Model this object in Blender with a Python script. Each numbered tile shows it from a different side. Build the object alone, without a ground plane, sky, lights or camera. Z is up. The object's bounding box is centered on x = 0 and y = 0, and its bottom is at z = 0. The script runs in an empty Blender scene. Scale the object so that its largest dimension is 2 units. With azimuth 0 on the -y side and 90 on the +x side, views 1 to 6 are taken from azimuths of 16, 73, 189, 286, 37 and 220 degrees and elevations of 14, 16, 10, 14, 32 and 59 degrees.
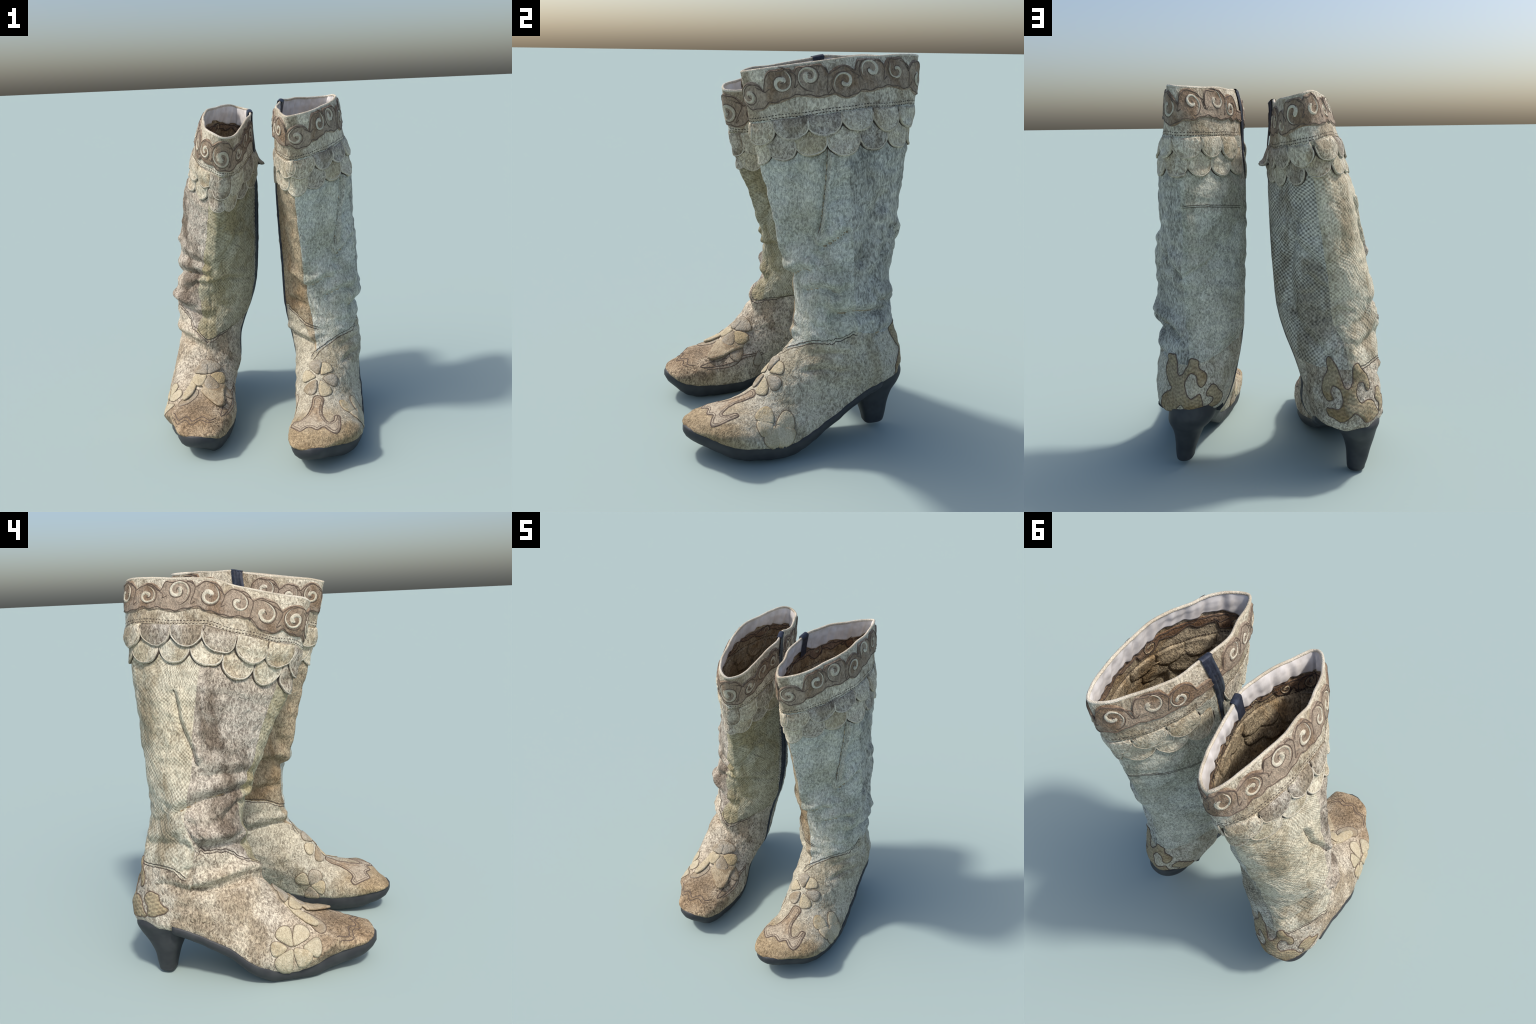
import math, random
import numpy as np

# ---------------------------------------------------------------- geometry core
# Each boot is lofted through rings.  A ring runs from a point on the front
# profile (shin, instep, toe) to a point on the back profile (calf, heel seat,
# sole line).  Row: front xyz, back xyz, half width to -x, half width to +x,
# roll (rise of the ring towards +x), fullness of the four quarters of
# the ring (front -x, front +x, back -x, back +x).
RIGHT_PROFILE = [
    (0.276, -0.283, 1.909, 0.352, 0.604, 1.993, 0.136, 0.113, 0.013, 2.10, 2.10, 2.00, 2.10),
    (0.266, -0.253, 1.779, 0.315, 0.619, 1.811, 0.166, 0.188, 0.006, 1.80, 1.80, 1.75, 1.90),
    (0.282, -0.210, 1.563, 0.307, 0.597, 1.572, 0.206, 0.245, -0.006, 1.36, 1.36, 1.30, 1.78),
    (0.284, -0.141, 1.316, 0.305, 0.568, 1.292, 0.218, 0.253, -0.022, 1.24, 1.24, 1.22, 1.75),
    (0.296, -0.074, 1.062, 0.321, 0.539, 1.040, 0.227, 0.262, -0.038, 1.24, 1.24, 1.25, 1.85),
    (0.301, 0.001, 0.858, 0.322, 0.527, 0.841, 0.228, 0.258, -0.060, 1.35, 2.10, 1.30, 1.80),
    (0.326, 0.008, 0.698, 0.296, 0.557, 0.615, 0.208, 0.252, -0.087, 1.60, 2.50, 1.40, 1.85),
    (0.355, -0.029, 0.531, 0.316, 0.613, 0.365, 0.192, 0.239, -0.102, 1.80, 2.20, 1.70, 2.10),
    (0.374, -0.167, 0.373, 0.380, 0.412, 0.282, 0.177, 0.195, 0.040, 2.05, 2.10, 3.60, 3.60),
    (0.378, -0.255, 0.284, 0.446, 0.198, 0.172, 0.177, 0.182, 0.040, 2.10, 1.90, 4.40, 4.40),
    (0.428, -0.364, 0.254, 0.468, -0.033, 0.072, 0.185, 0.192, 0.035, 2.20, 2.20, 4.60, 4.60),
    (0.455, -0.435, 0.236, 0.444, -0.275, 0.078, 0.196, 0.222, 0.030, 2.20, 2.20, 4.00, 4.00),
    (0.450, -0.517, 0.216, 0.438, -0.425, 0.096, 0.172, 0.194, 0.012, 2.20, 2.20, 3.40, 3.40),
    (0.433, -0.566, 0.178, 0.425, -0.548, 0.132, 0.126, 0.126, 0.008, 2.10, 2.10, 2.40, 2.40),
]
LEFT_PROFILE = [
    (-0.065, -0.277, 1.805, -0.262, 0.610, 1.963, 0.182, 0.142, -0.017, 2.10, 2.10, 2.10, 2.00),
    (-0.101, -0.263, 1.696, -0.292, 0.613, 1.783, 0.208, 0.156, -0.028, 1.80, 1.80, 1.90, 1.80),
    (-0.144, -0.213, 1.492, -0.342, 0.589, 1.588, 0.230, 0.201, -0.036, 1.36, 1.36, 1.78, 1.50),
    (-0.209, -0.114, 1.249, -0.380, 0.553, 1.323, 0.231, 0.244, -0.039, 1.24, 1.24, 1.75, 1.40),
    (-0.267, -0.040, 1.042, -0.415, 0.508, 1.068, 0.238, 0.269, -0.026, 1.24, 1.50, 1.85, 1.40),
    (-0.338, 0.028, 0.847, -0.437, 0.505, 0.831, 0.226, 0.288, -0.003, 1.60, 2.20, 1.65, 1.55),
    (-0.318, 0.045, 0.715, -0.506, 0.497, 0.674, 0.220, 0.264, 0.000, 1.90, 2.40, 1.60, 1.75),
    (-0.334, -0.004, 0.598, -0.548, 0.572, 0.320, 0.194, 0.212, -0.030, 1.90, 2.10, 2.10, 2.00),
    (-0.325, -0.070, 0.436, -0.495, 0.361, 0.240, 0.211, 0.214, -0.050, 1.90, 1.80, 3.60, 3.60),
    (-0.288, -0.190, 0.322, -0.482, 0.183, 0.180, 0.212, 0.207, -0.030, 1.90, 1.60, 4.40, 4.40),
    (-0.282, -0.288, 0.268, -0.455, 0.046, 0.098, 0.212, 0.208, 0.040, 2.20, 1.90, 4.60, 4.60),
    (-0.296, -0.385, 0.244, -0.345, -0.160, 0.038, 0.222, 0.212, 0.045, 2.20, 2.20, 4.00, 4.00),
    (-0.304, -0.490, 0.222, -0.285, -0.400, 0.074, 0.190, 0.184, 0.010, 2.20, 2.20, 3.40, 3.40),
    (-0.246, -0.566, 0.184, -0.248, -0.548, 0.130, 0.126, 0.126, -0.010, 2.10, 2.10, 2.40, 2.40),
]
# the pinched, dipping mouth of each boot: control points from the front corner by way of the +x side
RIGHT_MOUTH = [
    (0.274, -0.283, 1.909), (0.350, -0.232, 1.921), (0.400, -0.144, 1.937), (0.419, -0.051, 1.950),
    (0.446, 0.046, 1.964), (0.458, 0.154, 1.979), (0.448, 0.250, 1.989), (0.439, 0.350, 1.990),
    (0.416, 0.451, 1.997), (0.386, 0.552, 1.999), (0.342, 0.611, 1.993), (0.275, 0.568, 1.990),
    (0.223, 0.479, 1.990), (0.173, 0.387, 1.993), (0.144, 0.297, 1.987), (0.134, 0.196, 1.989),
    (0.136, 0.101, 1.972), (0.145, -0.013, 1.953), (0.189, -0.117, 1.937), (0.217, -0.214, 1.928),
]
LEFT_MOUTH = [
    (-0.089, -0.275, 1.804), (-0.052, -0.178, 1.806), (-0.040, -0.064, 1.847), (-0.042, 0.048, 1.885),
    (-0.045, 0.153, 1.908), (-0.079, 0.245, 1.930), (-0.094, 0.320, 1.917), (-0.115, 0.399, 1.909),
    (-0.150, 0.479, 1.925), (-0.199, 0.568, 1.929), (-0.270, 0.607, 1.943), (-0.313, 0.559, 1.959),
    (-0.332, 0.451, 1.959), (-0.339, 0.336, 1.951), (-0.345, 0.225, 1.947), (-0.330, 0.127, 1.937),
    (-0.315, 0.035, 1.905), (-0.277, -0.061, 1.880), (-0.235, -0.165, 1.854), (-0.156, -0.267, 1.832),
]
SOLE_ANGLE = math.radians(128)      # where the sole line runs on a foot ring


def catmull(rows, s):
    rows = np.asarray(rows, float)
    flat = rows.ndim == 1
    if flat:
        rows = rows[:, None]
    n = len(rows)
    i = np.clip(np.asarray(s).astype(int), 0, n - 2)
    t = (np.asarray(s) - i)[:, None]
    ext = np.vstack([2 * rows[0] - rows[1], rows, 2 * rows[-1] - rows[-2]])
    p0, p1, p2, p3 = ext[i], ext[i + 1], ext[i + 2], ext[i + 3]
    out = 0.5 * (2 * p1 + (p2 - p0) * t + (2 * p0 - 5 * p1 + 4 * p2 - p3) * t * t + (3 * p1 - p0 - 3 * p2 + p3) * t ** 3)
    return out[:, 0] if flat else out


def loft_ring(v, th):
    """one ring of the loft (v: profile row) at the angles th"""
    F, K = v[:3], v[3:6]
    A, M = (F - K) / 2, (F + K) / 2
    h = A[:2] / np.linalg.norm(A[:2])
    lat = np.array([-h[1], h[0], v[8]])
    c, sn = np.cos(th), np.sin(th)
    p = np.where(c > 0, np.where(sn < 0, v[9], v[10]), np.where(sn < 0, v[11], v[12]))
    cc = np.sign(c) * np.abs(c) ** (2 / p)
    ss = np.sign(sn) * np.abs(sn) ** (2 / p)
    w = np.where(sn > 0, v[7], v[6])
    return M + cc[:, None] * A + (ss * w)[:, None] * lat


class Skin:
    """leather surface of one boot on a grid of rings (i) and columns (j).
    Column coordinate u: 0 front seam, 0.25 the +x side, 0.5 back seam, 0.75 the -x side."""

    def __init__(self, profile, mouth, ni=440, nj=400, cap=14):
        s_fine = np.linspace(0, len(profile) - 1, 1500)
        rows = catmull(profile, s_fine)
        step = np.linalg.norm(np.diff(rows[:, :3], axis=0), axis=1) + np.linalg.norm(np.diff(rows[:, 3:6], axis=0), axis=1)
        run = np.r_[0, np.cumsum(step)]
        self.s = np.interp(np.linspace(0, run[-1], ni), run, s_fine)
        rows = catmull(profile, self.s)
        half = nj // 2
        th = np.linspace(0, np.pi, 181)
        G = np.empty((ni, nj, 3))
        self.edge = np.empty((2, ni + cap))     # u of the sole line, on the +x and the -x side
        for i, v in enumerate(rows):
            for k, sign in enumerate((1, -1)):
                pts = loft_ring(v, sign * th)
                run = np.r_[0, np.cumsum(np.linalg.norm(np.diff(pts, axis=0), axis=1))]
                want = np.linspace(0, run[-1], half + 1)
                e = 0.5 * np.interp(SOLE_ANGLE, th, run) / run[-1]
                self.edge[k, i:] = e if k == 0 else 1 - e
                side = np.stack([np.interp(want, run, pts[:, c]) for c in range(3)], 1)
                if k == 0:
                    G[i, :half + 1] = side
                else:
                    G[i, half + 1:] = side[1:-1][::-1]
        # round off the toe with shrinking rings
        last, mid = G[-1], G[-1].mean(0)
        v = rows[-1]
        fwd = np.array([*(v[:2] - v[3:5]), 0]); fwd /= np.linalg.norm(fwd)
        extra = []
        for t in np.linspace(0, 1, cap + 1)[1:]:
            a = t * np.pi / 2
            extra.append(mid + (last - mid) * max(math.cos(a), 0.02) + fwd * 0.052 * math.sin(a))
        self.s = np.r_[self.s, self.s[-1] + np.linspace(0, 0.4, cap + 1)[1:]]
        self.base = np.concatenate([G, np.array(extra)])
        # fair the toe along its length
        k = np.clip((self.s - 10.6) / 0.8, 0, 1)[1:-1, None, None] * 0.5
        for _ in range(70):
            B = self.base
            B[1:-1] += k * ((B[:-2] + B[2:]) / 2 - B[1:-1])
        # the top of the shaft takes up the shape of the mouth
        m = np.array(mouth)
        q = np.arange(nj) / nj * len(m)
        rim = catmull(np.vstack([m[-1:], m, m[:2]]), q + 1)
        sunk = np.linalg.norm(self.base - self.base[:1], axis=2)
        fade = np.clip(1 - sunk / 0.24, 0, 1)
        self.base = self.base + (rim - self.base[0])[None] * (fade * fade * (3 - 2 * fade))[..., None]
        self.G = self.base
        self.ni, self.nj = self.G.shape[:2]
        self.finish()

    def finish(self):
        G = self.G
        du = np.roll(G, -1, 1) - np.roll(G, 1, 1)
        ds = np.gradient(G, axis=0)
        N = np.cross(ds, du)
        # (ring direction) x (around direction) points outward
        N /= np.maximum(np.linalg.norm(N, axis=2, keepdims=True), 1e-12)
        c = G.mean(1, keepdims=True)
        if ((G - c) * N).sum() < 0:
            N = -N
        self.N = N
        self.depth = np.concatenate([np.zeros((1, self.nj)), np.cumsum(np.linalg.norm(np.diff(G, axis=0), axis=2), axis=0)])
        self.perimeter = np.linalg.norm(np.roll(G, -1, 1) - G, axis=2).sum(1)

    def row_of_s(self, s):
        return np.interp(s, self.s, np.arange(self.ni))

    def row_of_depth(self, u, d):
        u = np.asarray(u, float); d = np.asarray(d, float)
        j = (u % 1) * self.nj
        j0 = np.floor(j).astype(int); f = j - j0
        out = np.empty(np.broadcast(u, d).shape)
        it = np.nditer(out, flags=["multi_index"], op_flags=["writeonly"])
        J0 = np.broadcast_to(j0, out.shape); Fr = np.broadcast_to(f, out.shape); Dd = np.broadcast_to(d, out.shape)
        rows = np.arange(self.ni)
        for x in it:
            k = it.multi_index
            a, b = J0[k] % self.nj, (J0[k] + 1) % self.nj
            col = self.depth[:, a] * (1 - Fr[k]) + self.depth[:, b] * Fr[k]
            x[...] = np.interp(Dd[k], col, rows)
        return out

    def sample(self, row, u, h=0.0):
        """point and normal at (row, u), lifted by h"""
        row = np.clip(np.asarray(row, float), 0, self.ni - 1.001)
        u = np.asarray(u, float)
        i = np.floor(row).astype(int); fi = (row - i)[..., None]
        j = (u % 1) * self.nj
        j0 = np.floor(j).astype(int); fj = (j - j0)[..., None]
        j0 %= self.nj
        j1 = (j0 + 1) % self.nj
        mix = lambda A: (A[i, j0] * (1 - fj) + A[i, j1] * fj) * (1 - fi) + (A[i + 1, j0] * (1 - fj) + A[i + 1, j1] * fj) * fi
        P, N = mix(self.G), mix(self.N)
        N = N / np.maximum(np.linalg.norm(N, axis=-1, keepdims=True), 1e-9)
        return P + N * np.asarray(h, float)[..., None], N
# ---------------------------------------------------------------- end of core
import bpy
from mathutils import Vector
from mathutils.geometry import delaunay_2d_cdt

# ---------------------------------------------------------------- relief
def waves(P, seed, scale, n=14):
    """smooth band-limited noise, about -1..1: a sum of plane waves in random directions"""
    rng = np.random.RandomState(seed)
    out = np.zeros(P.shape[:-1])
    for _ in range(n):
        k = rng.normal(size=3); k *= (0.7 + 0.6 * rng.rand()) / np.linalg.norm(k)
        out += np.sin(P @ (k * 2 * np.pi / scale) + rng.rand() * 6.283)
    return out / math.sqrt(n / 2) / 1.6


def smooth_path(pts, n=40):
    pts = np.asarray(pts, float)
    if len(pts) < 2:
        return pts
    return catmull(pts, np.linspace(0, len(pts) - 1, n))


GIRTH = 1.7            # metres that one unit of u stands for in flat distances


def crease(skin, field, path, depth, width, ridge=0.0, ends=0.12):
    """press a valley along a path of (s, u); a ridge may swell on the side of the rim"""
    p = smooth_path(path, 24)
    rows = skin.row_of_s(p[:, 0])
    Y = np.array([np.interp(r, np.arange(skin.ni), skin.depth[:, int(round((u % 1) * skin.nj)) % skin.nj]) for r, u in zip(rows, p[:, 1])])
    X = p[:, 1] * GIRTH
    gx = (np.arange(skin.nj) / skin.nj * GIRTH)[None, :]
    best = np.full(skin.depth.shape, 1e9); sign = np.zeros_like(best); along = np.zeros_like(best)
    reach = 5 * width
    for k in range(len(p) - 1):
        ax, ay, bx, by = X[k], Y[k], X[k + 1], Y[k + 1]
        mx = (ax + bx) / 2
        dx = (gx - mx + GIRTH / 2) % GIRTH - GIRTH / 2 + mx
        ex, ey = bx - ax, by - ay
        L2 = ex * ex + ey * ey + 1e-12
        t = np.clip(((dx - ax) * ex + (skin.depth - ay) * ey) / L2, 0, 1)
        qx, qy = dx - ax - t * ex, skin.depth - ay - t * ey
        q = np.hypot(qx, qy)
        better = q < best
        best = np.where(better, q, best)
        side = -(qy * abs(ex) - qx * ey * np.sign(ex + 1e-12)) if abs(ex) > abs(ey) else -qy * 0 + qx
        sign = np.where(better, np.sign(side), sign)
        along = np.where(better, (k + t) / (len(p) - 1), along)
    fade = np.clip(np.minimum(along, 1 - along) / ends, 0, 1) if ends else 1.0
    fade = fade * fade * (3 - 2 * fade) if ends else 1.0
    q = best * sign
    add = -depth * (0.45 * np.exp(-(best / width) ** 2) + 0.55 * np.exp(-best / (0.75 * width)))
    if ridge:
        add = add + ridge * np.exp(-((q - 1.9 * width) / (1.5 * width)) ** 2)
    field += np.where(best < reach, add, 0) * fade


def bulge(skin, field, s, u, height, ws, wu):
    """a soft swelling round (s, u)"""
    y0 = np.interp(skin.row_of_s(s), np.arange(skin.ni), skin.depth[:, int((u % 1) * skin.nj)])
    dx = ((np.arange(skin.nj) / skin.nj - u + 0.5) % 1 - 0.5)[None, :] * GIRTH
    field += height * np.exp(-((skin.depth - y0) / ws) ** 2 - (dx / wu) ** 2)


# ---------------------------------------------------------------- mesh helpers
COLLECTION = bpy.context.scene.collection


def add_mesh(name, verts, faces, material, parent, normals=None, smooth=True, origin=(0, 0, 0)):
    me = bpy.data.meshes.new(name)
    v = np.asarray(verts, float) - np.asarray(origin)
    me.from_pydata(v.tolist(), [], [list(map(int, f)) for f in faces])
    me.materials.append(material)
    me.polygons.foreach_set("use_smooth", [smooth] * len(me.polygons))
    me.update()
    if normals is not None:
        me.normals_split_custom_set_from_vertices([tuple(n) for n in normals])
    ob = bpy.data.objects.new(name, me)
    COLLECTION.objects.link(ob)
    ob.parent = parent
    return ob


class Soup:
    """collects pieces of one mesh"""
    def __init__(self):
        self.v, self.f, self.n = [], [], 0

    def add(self, verts, faces):
        self.v.append(np.asarray(verts, float))
        self.f += [[i + self.n for i in f] for f in faces]
        self.n += len(verts)

    def make(self, name, material, parent, origin, stuff=False, smooth=True):
        if not self.n:
            return None
        ob = add_mesh(name, np.vstack(self.v), self.f, material, parent, smooth=smooth, origin=origin)
        if stuff:
            ob["kind"] = "stuff"
        return ob


def grid_faces(n, m, wrap=False, flip=False):
    fs = []
    for i in range(n - 1):
        for j in range(m if wrap else m - 1):
            a, b = i * m + j, i * m + (j + 1) % m
            q = [a, b, b + m, a + m]
            fs.append(q[::-1] if flip else q)
    return fs


def cord(soup, P, N, width, height, taper=0.0, sides=7, sink=0.002):
    """half-round cord laid on the surface along points P with surface normals N"""
    P = np.asarray(P, float)
    T = np.gradient(P, axis=0)
    T /= np.maximum(np.linalg.norm(T, axis=1, keepdims=True), 1e-9)
    S = np.cross(T, N)
    S /= np.maximum(np.linalg.norm(S, axis=1, keepdims=True), 1e-9)
    n = len(P)
    t = np.linspace(0, 1, n)
    k = np.ones(n)
    if taper:
        k = np.clip(np.minimum(t, 1 - t) / taper, 0.12, 1) ** 0.6
    width = np.broadcast_to(np.asarray(width, float), (n,)) * k
    a = np.linspace(0, np.pi, sides)
    V = P[:, None] + S[:, None] * (np.cos(a)[None, :, None] * width[:, None, None] / 2) + N[:, None] * ((np.sin(a)[None, :] * height - sink) * k[:, None])[..., None]
    fs = grid_faces(n, sides)
    fs += [list(range(sides))[::-1], [(n - 1) * sides + i for i in range(sides)]]
    soup.add(V.reshape(-1, 3), fs)


def path_on(skin, path, n, h=0.0):
    """points and normals along a smooth path of (s, u)"""
    p = smooth_path(path, n)
    return skin.sample(skin.row_of_s(p[:, 0]), p[:, 1], np.full(n, h))


def patch(skin, soup, outline, lift, spacing=0.010, curl=None, flip=False, edge=0.006, place=None):
    """a piece of leather cut to a closed outline of (x metres across, y metres down, as flat
    coordinates with x = u * GIRTH) and laid on the skin, with a rolled edge"""
    outline = np.asarray(outline, float)
    lo, hi = outline.min(0), outline.max(0)
    gx, gy = np.meshgrid(np.arange(lo[0], hi[0], spacing), np.arange(lo[1], hi[1], spacing * 0.9))
    gx = gx + (np.arange(gx.shape[0]) % 2)[:, None] * spacing / 2
    cand = np.stack([gx.ravel(), gy.ravel()], 1)
    # keep inner points that stay clear of the edge
    a, b = outline, np.roll(outline, -1, 0)
    inside = np.zeros(len(cand), bool); dist = np.full(len(cand), 1e9)
    for p, q in zip(a, b):
        cond = ((p[1] > cand[:, 1]) != (q[1] > cand[:, 1]))
        x = (q[0] - p[0]) * (cand[:, 1] - p[1]) / (q[1] - p[1] + 1e-12) + p[0]
        inside ^= cond & (cand[:, 0] < x)
        e = q - p
        t = np.clip(((cand - p) @ e) / (e @ e + 1e-12), 0, 1)
        dist = np.minimum(dist, np.linalg.norm(cand - p - t[:, None] * e, axis=1))
    inner = cand[inside & (dist > spacing * 0.55)]
    # a ring just inside the outline carries the rounded edge
    e1 = np.roll(outline, -1, 0) - np.roll(outline, 1, 0)
    nrm = np.stack([e1[:, 1], -e1[:, 0]], 1)
    nrm /= np.maximum(np.linalg.norm(nrm, axis=1, keepdims=True), 1e-9)
    area = (outline[:, 0] * np.roll(outline[:, 1], -1) - np.roll(outline[:, 0], -1) * outline[:, 1]).sum()
    if area < 0:
        nrm = -nrm
    n = len(outline)
    pts = [Vector(p) for p in np.vstack([outline, inner])]
    vo, eo, fo, ov, oe, of = delaunay_2d_cdt(pts, [(i, (i + 1) % n) for i in range(n)], [], 1, 1e-6)
    flat = np.array([tuple(p) for p in vo])
    src = [o[0] if o else -1 for o in ov]
    rim = np.array([0 <= s < n for s in src])
    if place is None:
        u = flat[:, 0] / GIRTH
        row = skin.row_of_depth(u, flat[:, 1])
    else:
        row, u = place(flat)
    h = np.full(len(flat), lift)
    if curl is not None:
        h = h + curl(flat)
    h = np.where(rim, h - edge * 0.45, h)
    sg = -1.0 if flip else 1.0
    top, N = skin.sample(row, u, h * sg)
    faces = [list(f) for f in fo]
    a0 = flat[faces[0][1]] - flat[faces[0][0]]; a1 = flat[faces[0][2]] - flat[faces[0][0]]
    p3 = [top[i] for i in faces[0][:3]]
    if np.dot(np.cross(p3[1] - p3[0], p3[2] - p3[0]), N[faces[0][0]]) * sg < 0:
        faces = [f[::-1] for f in faces]
    # skirt round the rim, following the boundary edges
    count = {}
    for f in faces:
        for i in range(len(f)):
            x, y = f[i], f[(i + 1) % len(f)]
            count[(x, y)] = 1
    border = [(x, y) for (x, y) in count if (y, x) not in count]
    ring = sorted({i for e in border for i in e})
    idx = {v: k for k, v in enumerate(ring)}
    m = len(top)
    drop = np.minimum(h[ring] + 0.002, 0.011) if curl is not None else h[ring] + 0.004
    low = top[ring] - N[ring] * (drop * sg)[:, None]
    if curl is not None:
        # a loose flap also has an underside
        back, _ = skin.sample(row, u, np.maximum(h - 0.008, 0.0005) * sg)
        verts = np.vstack([top, back])
        faces2 = [[i + m for i in f[::-1]] for f in faces]
        skirt = [[y, x, x + m, y + m] for x, y in border]
        soup.add(verts, faces + faces2 + skirt)
    else:
        verts = np.vstack([top, low])
        skirt = [[y, x, m + idx[x], m + idx[y]] for x, y in border]
        soup.add(verts, faces + skirt)


class Spot:
    """tangent plane at (s, u): x across the boot, y down the boot, in metres"""

    def __init__(self, skin, s, u, down=None):
        self.skin = skin
        self.r0 = float(skin.row_of_s(s)); self.u0 = u
        P, N = skin.sample(np.array([self.r0]), np.array([u]))
        du = skin.sample(np.array([self.r0]), np.array([u + 0.01]))[0] - skin.sample(np.array([self.r0]), np.array([u - 0.01]))[0]
        dr = skin.sample(np.array([self.r0 + 3]), np.array([u]))[0] - skin.sample(np.array([self.r0 - 3]), np.array([u]))[0]
        self.P, n = P[0], N[0]
        d = dr[0] if down is None else np.array(down, float)
        y = d - n * (d @ n); self.y = y / np.linalg.norm(y)
        x = np.cross(n, self.y)
        self.x = x if x @ du[0] > 0 else -x

    def flat(self, row, u):
        P, _ = self.skin.sample(row, u)
        d = P - self.P
        return np.stack([d @ self.x, d @ self.y], -1)

    def __call__(self, xy):
        xy = np.asarray(xy, float)
        row = np.full(len(xy), self.r0); u = np.full(len(xy), float(self.u0))
        for _ in range(14):
            f = self.flat(row, u)
            a = (self.flat(row + 1.0, u) - f)
            c = (self.flat(row, u + 0.004) - f) / 0.004
            det = a[:, 0] * c[:, 1] - a[:, 1] * c[:, 0]
            det = np.where(np.abs(det) < 1e-7, 1e-7, det)
            e = xy - f
            dr = np.clip((e[:, 0] * c[:, 1] - e[:, 1] * c[:, 0]) / det, -12, 12)
            dv = np.clip((a[:, 0] * e[:, 1] - a[:, 1] * e[:, 0]) / det, -0.03, 0.03)
            row = np.clip(row + 0.8 * dr, 1, self.skin.ni - 3); u = u + 0.8 * dv
        return row, u

    def lay(self, xy, h=0.0):
        row, u = self(xy)
        return self.skin.sample(row, u, np.broadcast_to(h, (len(row),)))


def flat_of(skin, s, u):
    """flat coordinates (x, y) of a place (s, u)"""
    s = np.atleast_1d(np.asarray(s, float)); u = np.atleast_1d(np.asarray(u, float))
    rows = skin.row_of_s(s)
    y = np.array([np.interp(r, np.arange(skin.ni), skin.depth[:, int(round((q % 1) * skin.nj)) % skin.nj]) for r, q in zip(rows, u)])
    return np.stack([u * GIRTH, y], 1)


def at_flat(skin, xy, h=0.0):
    xy = np.asarray(xy, float)
    u = xy[:, 0] / GIRTH
    return skin.sample(skin.row_of_depth(u, xy[:, 1]), u, np.broadcast_to(h, (len(xy),)))


def stretch(skin, s):
    """metres of girth per flat metre at ring s (flat x is scaled by a fixed girth)"""
    return GIRTH / np.interp(skin.row_of_s(s), np.arange(skin.ni), skin.perimeter)


def petal_outline(cx, cy, angle, length, width, kx=1.0, n=30, blunt=0.35, rng=None):
    """petal from a narrow root at (cx, cy) out along angle (0 = down the boot)"""
    t = np.linspace(0, 2 * np.pi, n, endpoint=False)
    a = (1 - np.cos(t)) / 2
    w = np.sin(t) * width / 2 * (0.55 + 0.75 * a) * (1 + blunt * (a - 0.5))
    l = a * length
    if rng is not None:
        w = w * (1 + 0.05 * np.sin(3 * t + rng.rand() * 6))
    ca, sa = math.cos(angle), math.sin(angle)
    return np.stack([cx + kx * (l * sa + w * ca), cy + l * ca - w * sa], 1)

# ---------------------------------------------------------------- materials
def srgb(r, g, b):
    f = lambda c: c / 12.92 if c <= 0.04045 else ((c + 0.055) / 1.055) ** 2.4
    return (f(r / 255), f(g / 255), f(b / 255), 1.0)


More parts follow.
